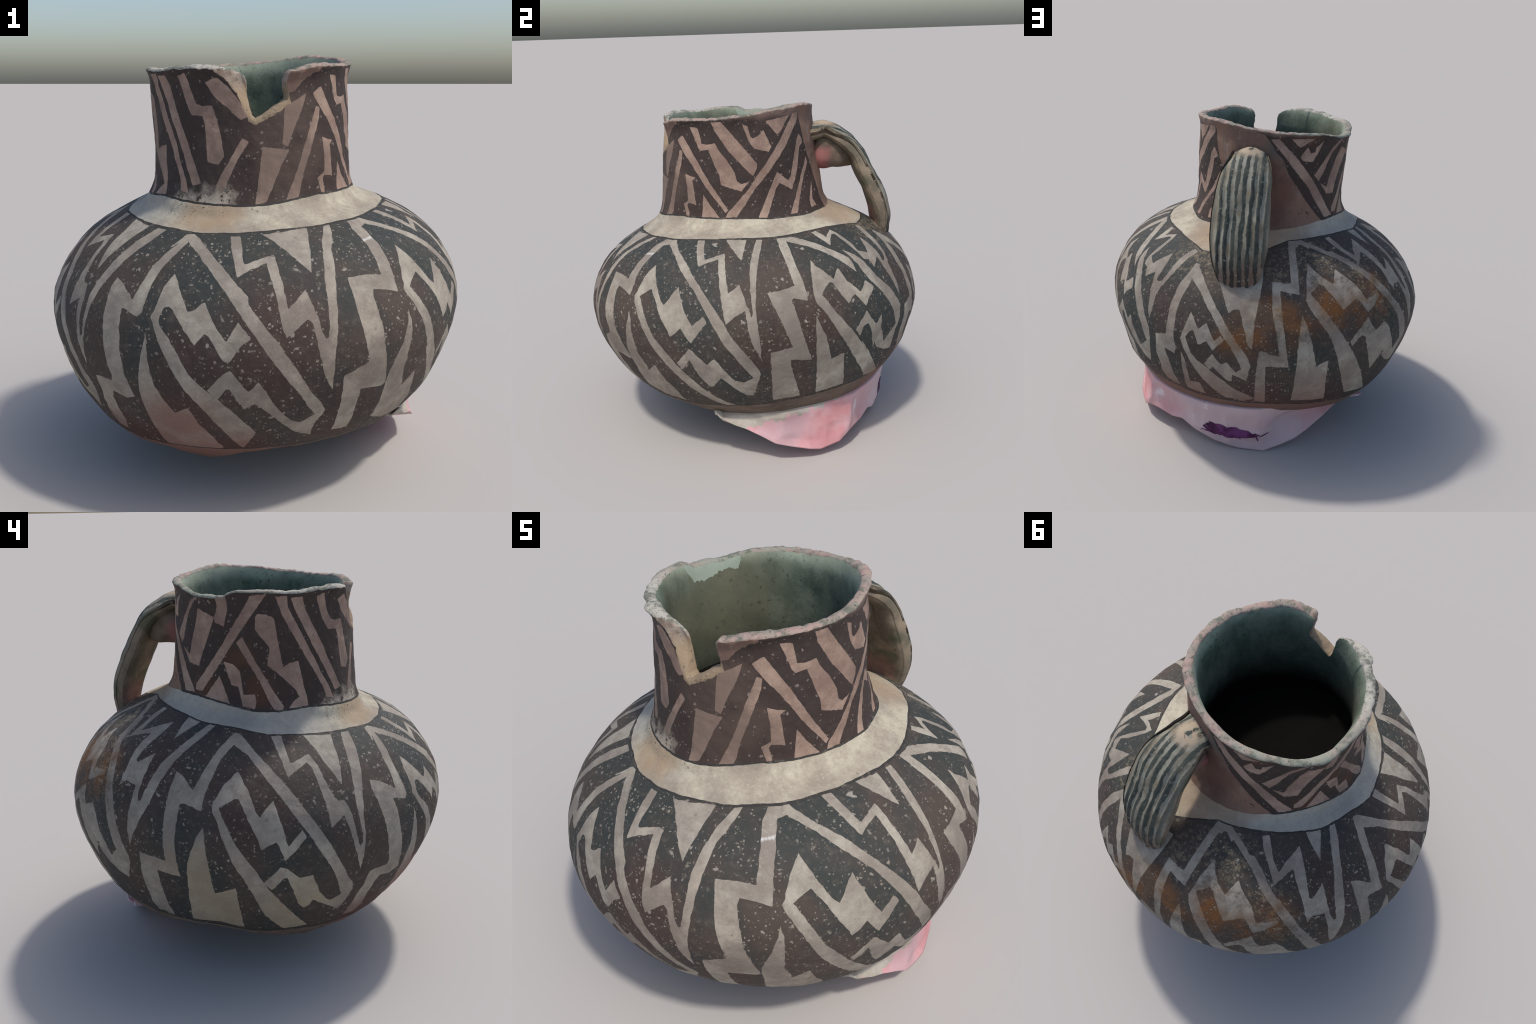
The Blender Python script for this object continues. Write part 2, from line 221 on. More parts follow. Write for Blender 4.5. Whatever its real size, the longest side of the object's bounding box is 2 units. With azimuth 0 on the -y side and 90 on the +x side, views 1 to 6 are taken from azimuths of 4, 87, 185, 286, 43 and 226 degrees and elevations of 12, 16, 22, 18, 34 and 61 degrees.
        'right_leg': [(-7.9, 1.247), (-5.8, 1.245), (-2.6, 1.227), (5.6, 1.16), (11.2, 1.096), (14.1, 1.048), (22.3, 0.877), (30.2, 0.661), (32.4, 0.616), (33.5, 0.566), (32.8, 0.513), (31.1, 0.443), (20.9, 0.543), (19.9, 0.509), (18.6, 0.495), (16.7, 0.523), (12.3, 0.685), (11.3, 0.679), (8.4, 0.615), (6, 0.654), (10, 0.745), (11.6, 0.738), (13.4, 0.718), (15.6, 0.682), (19.2, 0.697), (22, 0.599), (24.7, 0.544), (26.7, 0.522), (29.7, 0.554), (25.7, 0.69), (21.3, 0.801), (16.5, 0.915), (8.8, 1.062), (1.9, 1.153), (-1.3, 1.185), (-6.9, 1.209)],
        'stepped_comb': [(-3.6, 1.129), (-0.1, 1.07), (1.5, 1.032), (2.6, 0.992), (4, 0.963), (5.3, 0.994), (7.7, 1.03), (11.9, 0.844), (15.6, 0.918), (16.8, 0.884), (11.2, 0.775), (8.7, 0.866), (4.7, 0.827), (3.6, 0.875), (1.9, 0.925), (-2.3, 1.029), (-3.7, 1.027), (-7.6, 0.988), (-1.9, 0.843), (3.1, 0.736), (7, 0.63), (12.9, 0.511), (22.5, 0.348), (14.8, 0.328), (8, 0.435), (6.3, 0.479), (1.8, 0.633), (-2.3, 0.749), (-8.2, 0.951), (-9.3, 0.968), (-9.8, 0.996), (-7.2, 1.076)],
        'lightning': [(8.1, 1.246), (10.5, 1.185), (12.7, 1.113), (15.7, 1.137), (20.1, 1.162), (21.3, 1.143), (23.8, 0.957), (24, 0.912), (28.3, 0.96), (31.1, 0.808), (33.9, 0.689), (34.7, 0.957), (36.1, 1.033), (38.9, 1.121), (43.8, 1.211), (46.1, 1.245), (41.5, 1.246), (38.2, 1.206), (35.9, 1.155), (33.4, 1.047), (32.8, 0.991), (33.6, 0.83), (32.6, 0.815), (31.5, 0.881), (30.4, 0.991), (29.1, 1.019), (27.3, 1.019), (26.1, 1.039), (24.2, 1.112), (23.7, 1.15), (21.7, 1.189), (14, 1.159), (12.7, 1.247)],
        'collar_triangle': [(22.9, 1.246), (35.8, 1.243), (34, 1.21), (29.9, 1.075), (26.2, 1.165), (25.2, 1.208)],
        'foot_spike': [(-11.3, 0.905), (-12.4, 0.865), (-14.8, 0.735), (-16.2, 0.357), (-6.8, 0.373), (1.2, 0.346), (-1.5, 0.617), (-7.5, 0.571), (-10.4, 0.865)],
    }),
]
# shapes in pale slip round the neck; corner points are (degrees, height)
NECK_SHAPES = {
    'diag1': [(-50.2, 1.798), (-45.8, 1.742), (-39.1, 1.674), (-33.4, 1.605), (-28.3, 1.529), (-15.6, 1.384), (-13.6, 1.398), (-21.8, 1.508), (-32.5, 1.674), (-44.2, 1.826)],
    'diag2': [(-16.1, 1.357), (-13.7, 1.386), (2.6, 1.509), (9, 1.575), (15.5, 1.627), (42.6, 1.88), (47.8, 1.887), (48.3, 1.849), (40.4, 1.783), (32.8, 1.705), (15.4, 1.564), (7.1, 1.505), (-8.3, 1.356)],
    'zig1': [(-36.5, 1.872), (-31.4, 1.754), (-29.8, 1.738), (-23.7, 1.742), (-17.5, 1.594), (-17, 1.54), (-3.1, 1.496), (3.5, 1.549), (-2.6, 1.533), (-5.4, 1.554), (-6.3, 1.605), (-12.1, 1.69), (-16.3, 1.735), (-18.2, 1.773), (-25, 1.77), (-28.5, 1.774), (-30, 1.861)],
    'bar1': [(-19, 1.889), (-17.3, 1.839), (-8.6, 1.718), (5.8, 1.572), (9.2, 1.609), (9.8, 1.639), (-12.1, 1.888)],
    'hook1': [(2.2, 1.864), (6.1, 1.758), (8, 1.734), (10.2, 1.72), (18.9, 1.694), (21.4, 1.719), (17, 1.817), (12.9, 1.79), (8.7, 1.779), (7.4, 1.79), (5.9, 1.849)],
    'tri1': [(19, 1.863), (39, 1.875), (31.5, 1.806), (27.2, 1.778)],
    'step1': [(6.3, 1.339), (23.9, 1.575), (33, 1.514), (35.6, 1.536), (44.1, 1.722), (47.4, 1.762), (51, 1.726), (51.3, 1.706), (47.5, 1.692), (43.1, 1.57), (39.5, 1.511), (35.2, 1.459), (25.1, 1.51), (21.9, 1.479), (14.2, 1.358), (11.8, 1.33)],
    'bar2': [(29.6, 1.329), (34.4, 1.391), (45.4, 1.508), (54.6, 1.624), (56.3, 1.582), (44.5, 1.458), (39.3, 1.395), (34.7, 1.324)],
    'chip1': [(57.5, 1.475), (48.1, 1.38), (48.1, 1.334), (54.4, 1.335), (52, 1.379)],
    'diag3': [(95.2, 1.841), (101.1, 1.849), (116.1, 1.727), (130.3, 1.592), (144.5, 1.435), (151.4, 1.368), (142.4, 1.363), (130.1, 1.5), (125.1, 1.565), (113.5, 1.667), (107.8, 1.727)],
    'tri2': [(110, 1.851), (127.9, 1.853), (116.7, 1.799)],
    'hook2': [(122.5, 1.804), (117.5, 1.745), (120.1, 1.72), (127.7, 1.715), (135.4, 1.835), (129, 1.802), (128.6, 1.772), (125.3, 1.764)],
    'bar3': [(152.3, 1.838), (147.5, 1.809), (142.9, 1.767), (129.8, 1.63), (134.8, 1.592), (138.8, 1.642), (140.8, 1.69), (144.6, 1.75), (151.3, 1.812), (155.2, 1.839)],
    'bar4': [(154.8, 1.789), (166.2, 1.755), (156.4, 1.576), (153.2, 1.502), (144.2, 1.507), (136.6, 1.577), (140.6, 1.565), (144.1, 1.546), (146.1, 1.609)],
    'tab': [(167.5, 1.855), (173.4, 1.863), (174.2, 1.8), (172.3, 1.718), (166.4, 1.73), (166.1, 1.753), (168.2, 1.806)],
    'diag4': [(151.8, 1.382), (151.8, 1.412), (157.6, 1.47), (171.4, 1.636), (185.3, 1.84), (186.5, 1.871), (196.1, 1.886), (169.9, 1.539), (157.4, 1.384)],
    'tri3': [(160.3, 1.362), (169.4, 1.473), (178, 1.345)],
    'step2': [(171.9, 1.548), (177.9, 1.542), (182.5, 1.511), (185.5, 1.398), (192.4, 1.406), (193.7, 1.367), (192.9, 1.337), (185.8, 1.345), (181.9, 1.433), (177.6, 1.438)],
    'bar5': [(179.8, 1.647), (183.4, 1.675), (191.7, 1.564), (209.4, 1.356), (208.5, 1.341), (205.8, 1.335), (203.2, 1.345), (195, 1.466)],
    'zig2': [(-169.7, 1.776), (-168.4, 1.789), (-163.6, 1.789), (-158.9, 1.773), (-151.8, 1.542), (-147.5, 1.562), (-142.1, 1.57), (-136.6, 1.398), (-136.2, 1.351), (-148, 1.348), (-144.8, 1.378), (-141.1, 1.399), (-144, 1.435), (-149.3, 1.476), (-161.3, 1.549), (-160.4, 1.631), (-169.4, 1.714)],
    'pair1': [(-159.2, 1.873), (-153.5, 1.779), (-129.7, 1.498), (-125.7, 1.443), (-123.6, 1.389), (-118.6, 1.384), (-121.1, 1.439), (-126.1, 1.502), (-130.5, 1.574), (-150.7, 1.824), (-151.9, 1.877)],
    'pair2': [(-149.5, 1.868), (-145.9, 1.812), (-125, 1.548), (-116.4, 1.417), (-111.6, 1.429), (-114.2, 1.479), (-123.9, 1.623), (-138.3, 1.811), (-141.8, 1.873)],
    'zig3': [(-131.2, 1.874), (-124.8, 1.761), (-120.2, 1.713), (-112.7, 1.712), (-111.2, 1.678), (-108.6, 1.521), (-102.7, 1.512), (-99.5, 1.548), (-102.4, 1.657), (-106.9, 1.757), (-113.9, 1.75), (-117.7, 1.763), (-121.1, 1.809), (-125, 1.887)],
    'band1': [(-111.5, 1.851), (-106.2, 1.795), (-91, 1.699), (-87, 1.71), (-88.4, 1.745), (-98, 1.836), (-104.5, 1.872)],
    'diag5': [(-103.3, 1.424), (-101, 1.472), (-90.3, 1.624), (-86.8, 1.61), (-93.2, 1.526), (-99.9, 1.397)],
    'broad': [(-84.1, 1.351), (-80, 1.588), (-66, 1.571), (-70.9, 1.503), (-78.9, 1.357)],
    'smear': [(-67.4, 1.752), (-54.4, 1.799), (-57.7, 1.731), (-62.4, 1.663), (-66.7, 1.583), (-69.7, 1.597)],
    'diag6': [(-69.2, 1.357), (-61.7, 1.485), (-53.9, 1.646), (-48.3, 1.743), (-45.7, 1.736), (-46.7, 1.689), (-58.4, 1.459), (-60.8, 1.389), (-62.6, 1.359)],
    'step3': [(-44.7, 1.611), (-35.5, 1.586), (-38.6, 1.574), (-37.2, 1.431), (-43.5, 1.445), (-45.3, 1.431), (-43.9, 1.368), (-46.7, 1.367), (-48.9, 1.436), (-43.9, 1.458), (-43.7, 1.535)],
    'tri4': [(-30.9, 1.492), (-26.8, 1.435), (-20, 1.36), (-33.4, 1.361)],
}
# area left unpainted around the handle
BARE_SHAPE = [(47, 1.96), (50, 1.83), (52.5, 1.73), (57.5, 1.63), (62, 1.53), (63, 1.43), (65, 1.25), (139, 1.25), (139, 1.345),
              (128.5, 1.433), (122, 1.499), (116.6, 1.563), (109, 1.643), (105, 1.726), (99.3, 1.772), (94.5, 1.834), (90, 1.87), (72, 1.885), (62, 1.96)]
# the repaired sherd inside the rim, and the two cracks beside it
SHERD = [(141, 1.95), (142.5, 1.85), (144.5, 1.80), (151, 1.815), (158, 1.80), (167, 1.785), (175, 1.80), (179, 1.86), (180.5, 1.95)]


def unrolled(points, shift=0.0):
    p = np.array(points, float)
    return np.stack([np.radians(p[:, 0] + shift) * UNROLL, length_of(p[:, 1])], 1)


def hand_drawn(loop, step=0.007, wander=0.0022):
    """Closed outline with the small wobble of a brush edge and softened corners."""
    nxt = np.roll(loop, -1, 0)
    out = []
    for a, b in zip(loop, nxt):
        n = max(1, int(np.hypot(*(b - a)) / step))
        for k in range(n):
            out.append(a + (b - a) * k / n)
    out = np.array(out)
    soft = 0.76 * out + 0.12 * (np.roll(out, 1, 0) + np.roll(out, -1, 0))
    p3 = np.column_stack([soft, np.zeros(len(soft))])
    return soft + wander * np.column_stack([noise3(p3, 45) + 0.5 * noise3(p3, 110), noise3(p3 + 9.1, 45) + 0.5 * noise3(p3 + 9.1, 110)])


def inside(loop, pts):
    """Which points lie within a closed loop (even-odd)."""
    hit = np.zeros(len(pts), bool)
    lo, hi = loop.min(0), loop.max(0)
    near = np.where((pts >= lo).all(1) & (pts <= hi).all(1))[0]
    x, y = pts[near, 0], pts[near, 1]
    h = np.zeros(len(near), bool)
    for a, b in zip(loop, np.roll(loop, -1, 0)):
        if a[1] != b[1]:
            cross = (a[1] > y) != (b[1] > y)
            h ^= cross & (x < (b[0] - a[0]) * (y - a[1]) / (b[1] - a[1]) + a[0])
    hit[near] = h
    return hit


# ------------------------------------------------------------------ materials
def node_tools(name, roughness=0.8, bump=0.25):
    m = bpy.data.materials.new(name)
    m.use_nodes = True
    t = m.node_tree
    bsdf = t.nodes["Principled BSDF"]
    bsdf.inputs["Roughness"].default_value = roughness
    bsdf.inputs["Specular IOR Level"].default_value = 0.25
    coord = t.nodes.new("ShaderNodeTexCoord").outputs["Object"]

    class Tools:
        material, base = m, bsdf

        @staticmethod
        def put(sock, v):
            if isinstance(v, bpy.types.NodeSocket):
                t.links.new(v, sock)
            elif isinstance(v, (tuple, list)) and len(v) == 3 and sock.type == "RGBA":
                sock.default_value = (*v, 1)
            else:
                sock.default_value = v

        def noise(self, scale, detail=4, rough=0.6, distort=0.0, vec=None, color=False):
            n = t.nodes.new("ShaderNodeTexNoise")
            self.put(n.inputs["Vector"], vec or coord)
            for k, v in (("Scale", scale), ("Detail", detail), ("Roughness", rough), ("Distortion", distort)):
                n.inputs[k].default_value = v
            return n.outputs["Color" if color else "Fac"]

        def span(self, v, a, b, lo=0.0, hi=1.0):
            n = t.nodes.new("ShaderNodeMapRange")
            n.interpolation_type = "SMOOTHSTEP"
            for s, x in zip(n.inputs, (v, a, b, lo, hi)):
                self.put(s, x)
            return n.outputs[0]

        def math(self, op, a, b=0.0):
            n = t.nodes.new("ShaderNodeMath")
            n.operation = op
            self.put(n.inputs[0], a)
            self.put(n.inputs[1], b)
            return n.outputs[0]

        def mix(self, fac, a, b, blend="MIX"):
            n = t.nodes.new("ShaderNodeMix")
            n.data_type, n.blend_type = "RGBA", blend
            self.put(n.inputs[0], fac)
            self.put(n.inputs[6], a)
            self.put(n.inputs[7], b)
            return n.outputs[2]

        def stretched(self, scale):
            n = t.nodes.new("ShaderNodeMapping")
            t.links.new(coord, n.inputs["Vector"])
            n.inputs["Scale"].default_value = scale
            return n.outputs[0]

        def around(self, points, inner, outer, ragged=0.12, scale=9):
            """1 near any of the points, ragged at the rim."""
            total = None
            wob = self.math("MULTIPLY", self.math("SUBTRACT", self.noise(scale, 5, 0.65), 0.5), ragged * 2)
            for p in points:
                n = t.nodes.new("ShaderNodeVectorMath")
                n.operation = "DISTANCE"
                t.links.new(coord, n.inputs[0])
                n.inputs[1].default_value = tuple(float(c) for c in p)
                d = self.span(self.math("ADD", n.outputs["Value"], wob), inner, outer, 1.0, 0.0)
                total = d if total is None else self.math("MAXIMUM", total, d)
            return total

        def flecks(self, scale, share, size, warp=0.012):
            """Small scattered chips: size as a share of the cell, share of the cells that carry one."""
            v = t.nodes.new("ShaderNodeVectorMath")
            v.operation = "MULTIPLY_ADD"
            t.links.new(self.noise(scale * 1.3, 3, 0.6, color=True), v.inputs[0])
            v.inputs[1].default_value = (warp * 2,) * 3
            t.links.new(coord, v.inputs[2])
            o = t.nodes.new("ShaderNodeTexVoronoi")
            t.links.new(v.outputs[0], o.inputs["Vector"])
            o.inputs["Scale"].default_value = scale
            sep = t.nodes.new("ShaderNodeSeparateColor")
            t.links.new(o.outputs["Color"], sep.inputs[0])
            r = self.math("MULTIPLY", sep.outputs[1], size)
            d = self.math("SUBTRACT", o.outputs["Distance"], r)
            dot = self.span(d, -0.05, 0.04, 1.0, 0.0)
            return self.math("MULTIPLY", dot, self.span(sep.outputs[0], 1 - share, 1 - share + 0.02))

        def axis(self, which):
            n = t.nodes.new("ShaderNodeSeparateXYZ")
            t.links.new(coord, n.inputs[0])
            return n.outputs["XYZ".index(which)]

        def finish(self, color, height=None):
            self.put(bsdf.inputs["Base Color"], color)
            b = t.nodes.new("ShaderNodeBump")
            b.inputs["Strength"].default_value = bump
            b.inputs["Distance"].default_value = 0.006
            self.put(b.inputs["Height"], height if height is not None else self.noise(38, 6, 0.65))
            t.links.new(b.outputs[0], bsdf.inputs["Normal"])
            return m

    return Tools()


FRONT_RED = [spot(-99, 0.36), spot(-106, 0.52), spot(-112, 0.36), spot(-92, 0.36), spot(-122, 0.34)]
BACK_RED = [spot(75, 0.34), spot(95, 0.33), spot(118, 0.34), spot(55, 0.34)]
BURNT = [spot(87, 0.83), spot(94, 0.86), spot(97, 0.97), spot(105, 0.90), spot(101, 0.94), spot(119, 1.02), spot(131, 0.975), spot(122, 0.98), spot(141, 0.98), spot(141, 1.05)]
RUBBED = [spot(121, 1.19), spot(110, 1.18), spot(104, 1.14), spot(136, 1.08), spot(142, 1.0), spot(70, 1.15), spot(62, 1.17)]
SMOKE = [spot(128, 1.12), spot(140, 1.0), spot(118, 1.1), spot(112, 0.86), spot(98, 0.86), spot(150, 0.95), spot(135, 0.9)]
SMOKY_BROWN = [spot(8, 0.85), spot(0, 0.72), spot(14, 0.8), spot(-86, 0.75), spot(-100, 0.8), spot(-80, 0.95), spot(-62, 0.55), spot(160, 1.1), spot(-165, 1.0)]
NECK_DRIP = [spot(-116, 1.33), spot(-108, 1.345), spot(-101, 1.36), spot(-122, 1.33)]
HANDLE_FOOT = [spot(86, 1.0, 0.02)]


def pale_slip(k, tint):
    """Pale slip colour with cloudy stains; tint multiplies it."""
    base = k.mix(k.span(k.noise(3.6, 6, 0.68), 0.36, 0.64), (0.365, 0.332, 0.272), (0.225, 0.193, 0.162))  # both tones lowered partway toward the scan's baked body shading
    base = k.mix(k.span(k.noise(24, 5, 0.7), 0.42, 0.75, 0, 0.7), base, (0.20, 0.17, 0.14))
    base = k.mix(k.span(k.noise(70, 3, 0.6, vec=k.stretched((1, 1, 2.2))), 0.55, 0.8, 0, 0.35), base, (0.52, 0.48, 0.40))
    base = k.mix(k.span(k.noise(85, 5, 0.75), 0.56, 0.74, 0, 0.55), base, (0.14, 0.115, 0.095))
    return k.mix(1.0, base, tint, "MULTIPLY")


def rusted(k, color, dark):
    """Smoky rust and brown smears across the back, over paint and slip alike."""
    where = k.around(BURNT, 0.0, 0.17, 0.13, 8)
    cloud = k.span(k.noise(8.5, 6, 0.7), 0.33, 0.66)
    c = k.mix(k.math("MULTIPLY", where, k.span(cloud, 0.0, 1.0, 0.2, 0.95)), color, (0.185, 0.074, 0.020) if dark else (0.225, 0.132, 0.070))
    smoke = k.math("MULTIPLY", k.around(SMOKE, 0.02, 0.24, 0.16, 7), k.span(k.noise(13, 6, 0.72), 0.44, 0.64))
    return k.mix(k.math("MULTIPLY", smoke, 0.7), c, (0.075, 0.045, 0.028) if dark else (0.085, 0.056, 0.038))


def dark_paint(k, brown):
    n = k.noise(2.3, 4, 0.6)
    base = k.mix(k.span(n, 0.38, 0.64), (0.036, 0.040, 0.037), (0.066, 0.049, 0.040))
    base = k.mix(brown, base, (0.058, 0.036, 0.030))
    return k.mix(k.span(k.noise(30, 5, 0.7), 0.48, 0.74, 0, 0.6), base, (0.105, 0.088, 0.070))


def pink_bounce_tint(k, color, dark):
    """Red light bounced off the padding, tinted into the lower wall, front and back."""
    a = k.around(FRONT_RED, 0.04, 0.27, 0.10, 5)
    b = k.around(BACK_RED, 0.05, 0.34, 0.10, 5)
    a = k.math("MULTIPLY", a, 0.75)
    b = k.math("MULTIPLY", b, 0.65)
    f = k.math("MAXIMUM", a, b)
    return k.mix(f, color, (0.072, 0.030, 0.025) if dark else (0.185, 0.088, 0.070))


def make_belly_paint():
    k = node_tools("belly_dark_paint", 0.72, 0.5)
    brown = k.math("MAXIMUM", k.math("MULTIPLY", k.around(SMOKY_BROWN, 0.06, 0.30, 0.2, 6), 0.8), k.span(k.noise(1.4, 3), 0.55, 0.72, 0, 0.7))
    c = dark_paint(k, brown)
    c = rusted(k, c, True)
    rub = k.math("MULTIPLY", k.around(RUBBED, 0.03, 0.20, 0.12, 9), k.span(k.noise(34, 5, 0.75), 0.48, 0.62))
    c = k.mix(k.math("MULTIPLY", rub, 0.75), c, (0.22, 0.175, 0.115))
    c = pink_bounce_tint(k, c, True)
    dense = k.span(k.noise(3.4, 4, 0.65), 0.36, 0.62, 0.25, 1.0)
    chips = k.math("MULTIPLY", k.math("MAXIMUM", k.flecks(38, 0.42, 0.34, 0.018), k.flecks(75, 0.6, 0.36, 0.010)), dense)
    c = k.mix(k.math("MULTIPLY", chips, 0.8), c, (0.30, 0.265, 0.215))
    c = k.mix(k.math("MULTIPLY", k.flecks(15, 0.16, 0.20, 0.03), 0.7), c, (0.36, 0.33, 0.28))
    return k.finish(c)


def make_belly_slip():
    k = node_tools("belly_pale_slip", 0.8, 0.5)
    c = pale_slip(k, (1, 1, 1))
    c = k.mix(k.span(k.noise(1.3, 3), 0.45, 0.7, 0, 0.6), c, k.mix(1.0, c, (0.80, 0.70, 0.68), "MULTIPLY"))
    tan = k.math("MULTIPLY", k.around([spot(-172, 0.45), spot(-178, 0.6), spot(-150, 0.5), spot(-152, 0.36)], 0.06, 0.3, 0.1, 7), 0.55)
    c = k.mix(tan, c, (0.30, 0.235, 0.145))
    grime = k.math("MULTIPLY", k.around(SMOKY_BROWN[:3], 0.1, 0.3, 0.15, 6), 0.6)
    c = k.mix(grime, c, (0.17, 0.145, 0.125))
    c = rusted(k, c, False)
    c = pink_bounce_tint(k, c, False)
    c = k.mix(k.around([spot(a, 1.216 + 0.0008 * (a + 50)) for a in (-50, -49, -48, -47, -46, -45, -44, -43)], 0.001, 0.013, 0.006, 30), c, (0.50, 0.49, 0.46))
    c = k.mix(k.math("MULTIPLY", k.flecks(34, 0.08, 0.22), 0.5), c, (0.12, 0.10, 0.085))
    return k.finish(c)


def make_neck_paint():
    k = node_tools("neck_dark_paint", 0.72, 0.55)
    c = k.mix(0.5, dark_paint(k, 0.5), (0.036, 0.024, 0.022))
    worn = k.around([spot(-77, 1.66), spot(-62, 1.72), spot(-70, 1.5), spot(-55, 1.55)], 0.05, 0.17, 0.1, 9)
    c = k.mix(k.math("MULTIPLY", worn, 0.5), c, (0.10, 0.07, 0.056))
    rust = k.around([spot(-165, 1.42), spot(-178, 1.58), spot(160, 1.40), spot(126, 1.88)], 0.02, 0.11, 0.08, 12)
    c = k.mix(k.math("MULTIPLY", rust, 0.6), c, (0.10, 0.048, 0.024))
    drip = k.math("MULTIPLY", k.around(NECK_DRIP, 0.01, 0.105, 0.10, 16), k.span(k.noise(40, 5, 0.75, vec=k.stretched((1, 1, 0.7))), 0.38, 0.50))
    chips = k.math("MAXIMUM", k.flecks(34, 0.28, 0.30, 0.014), k.flecks(64, 0.34, 0.32, 0.008))
    c = k.mix(k.math("MULTIPLY", chips, 0.7), c, (0.25, 0.20, 0.175))
    c = k.mix(drip, c, (0.36, 0.31, 0.25))
    rim = k.math("MULTIPLY", k.span(k.math("ADD", k.axis("Z"), k.math("MULTIPLY", k.noise(9, 3), 0.06)), 1.905, 1.945), 0.75)
    c = k.mix(rim, c, (0.22, 0.15, 0.125))
    return k.finish(c)


def make_neck_slip():
    k = node_tools("neck_pale_slip", 0.8, 0.55)
    c = pale_slip(k, (0.98, 0.77, 0.73))
    tan = k.around([spot(-69, 1.5), spot(-60, 1.5), spot(-75, 1.4), spot(-67, 1.68), spot(-103, 1.45)], 0.06, 0.2, 0.1, 8)
    c = k.mix(k.math("MULTIPLY", tan, 0.75), c, (0.17, 0.125, 0.10))
    c = k.mix(k.math("MULTIPLY", k.flecks(40, 0.14, 0.25), 0.6), c, (0.11, 0.085, 0.075))
    return k.finish(c)


def make_shoulder():
    k = node_tools("shoulder_pale_slip", 0.82, 0.6)
    c = pale_slip(k, (1.24, 1.24, 1.18))
    stain = k.math("MULTIPLY", k.around([spot(-106, 1.29), spot(-112, 1.30), spot(-98, 1.31)], 0.02, 0.12, 0.08, 12), 0.7)
    c = k.mix(stain, c, (0.33, 0.235, 0.145))
    cool = k.math("MULTIPLY", k.around([spot(-150, 1.28), spot(-170, 1.29), spot(150, 1.3)], 0.08, 0.3, 0.1, 5), 0.5)
    c = k.mix(cool, c, (0.31, 0.31, 0.30))
    hand = k.math("MULTIPLY", k.around([spot(80, 1.27), spot(62, 1.27), spot(98, 1.27)], 0.06, 0.22, 0.1, 7), 0.6)
    c = k.mix(hand, c, (0.36, 0.255, 0.165))
    soot = k.math("MULTIPLY", k.around(NECK_DRIP, 0.02, 0.10, 0.06, 14), k.span(k.noise(80, 4, 0.7), 0.60, 0.66))
    c = k.mix(soot, c, (0.05, 0.04, 0.035))
    c = k.mix(k.math("MULTIPLY", k.flecks(45, 0.10, 0.26), 0.7), c, (0.14, 0.12, 0.09))
    return k.finish(c)


def make_line():
    k = node_tools("thin_dark_line", 0.75, 0.2)
    c = k.mix(k.span(k.noise(30, 4, 0.7), 0.52, 0.7), (0.035, 0.033, 0.03), (0.12, 0.105, 0.085))
    return k.finish(c)


def make_bare():
    k = node_tools("unpainted_buff_wall", 0.85, 0.35)
    c = k.mix(k.span(k.noise(5, 5, 0.65), 0.35, 0.7), (0.22, 0.135, 0.098), (0.145, 0.095, 0.078))
    c = k.mix(k.span(k.noise(16, 5, 0.7, vec=k.stretched((2, 2, 0.5))), 0.54, 0.74, 0, 0.7), c, (0.25, 0.22, 0.195))
    c = k.mix(k.math("MULTIPLY", k.around([spot(104, 1.55), spot(98, 1.45), spot(92, 1.6)], 0.04, 0.14, 0.1, 9), 0.6), c, (0.13, 0.062, 0.05))
    c = k.mix(k.math("MULTIPLY", k.around([spot(123, 1.40)], 0.005, 0.05, 0.04, 14), k.span(k.noise(40, 4), 0.5, 0.58)), c, (0.05, 0.045, 0.04))
    c = k.mix(k.math("MULTIPLY", k.around([spot(100, 1.80)], 0.02, 0.10, 0.05, 10), 0.75), c, (0.085, 0.090, 0.078))
    return k.finish(c)


def make_underside():
    k = node_tools("unpainted_brown_base", 0.85, 0.35)
    c = k.mix(k.span(k.noise(4, 5, 0.65), 0.35, 0.7), (0.15, 0.112, 0.085), (0.095, 0.070, 0.056))
    c = k.mix(k.span(k.noise(10, 5, 0.6, vec=k.stretched((1, 1, 5))), 0.45, 0.75, 0, 0.6), c, (0.22, 0.165, 0.125))
    return k.finish(pink_bounce_tint(k, c, False))


def make_rim():
    k = node_tools("worn_rim_edge", 0.82, 0.5)
    c = k.mix(k.span(k.noise(4.5, 5, 0.65), 0.38, 0.62), (0.29, 0.24, 0.205), (0.24, 0.255, 0.205))
    pink = k.around([spot(62, 1.9, 0.03), spot(22, 1.9, 0.03), spot(-35, 1.9, 0.03), spot(95, 1.9, 0.03)], 0.16, 0.34, 0.1, 6)
    c = k.mix(k.math("MULTIPLY", pink, k.span(k.noise(11, 4), 0.42, 0.58, 0.1, 0.6)), c, (0.37, 0.235, 0.205))
    pale = k.around([spot(-115, 1.91), spot(-135, 1.9), spot(-100, 1.91)], 0.12, 0.3, 0.1, 7)
    c = k.mix(k.math("MULTIPLY", pale, 0.7), c, (0.45, 0.425, 0.37))
    c = k.mix(k.span(k.noise(19, 6, 0.75), 0.47, 0.62, 0, 0.85), c, (0.115, 0.125, 0.095))
    c = k.mix(k.span(k.noise(55, 5, 0.7), 0.57, 0.67, 0, 0.85), c, (0.05, 0.055, 0.045))
    return k.finish(c)


def make_break():
    k = node_tools("broken_clay_edge", 0.9, 0.7)
    c = k.mix(k.span(k.noise(16, 6, 0.72), 0.38, 0.64), (0.34, 0.285, 0.235), (0.21, 0.155, 0.12))
    low = k.span(k.math("ADD", k.axis("Z"), k.math("MULTIPLY", k.noise(9, 4), 0.10)), 1.90, 1.80)
    c = k.mix(low, c, k.mix(k.noise(18, 5), (0.33, 0.25, 0.165), (0.24, 0.18, 0.12)))
    return k.finish(k.mix(k.span(k.noise(34, 5, 0.72), 0.54, 0.66, 0, 0.75), c, (0.095, 0.075, 0.060)))


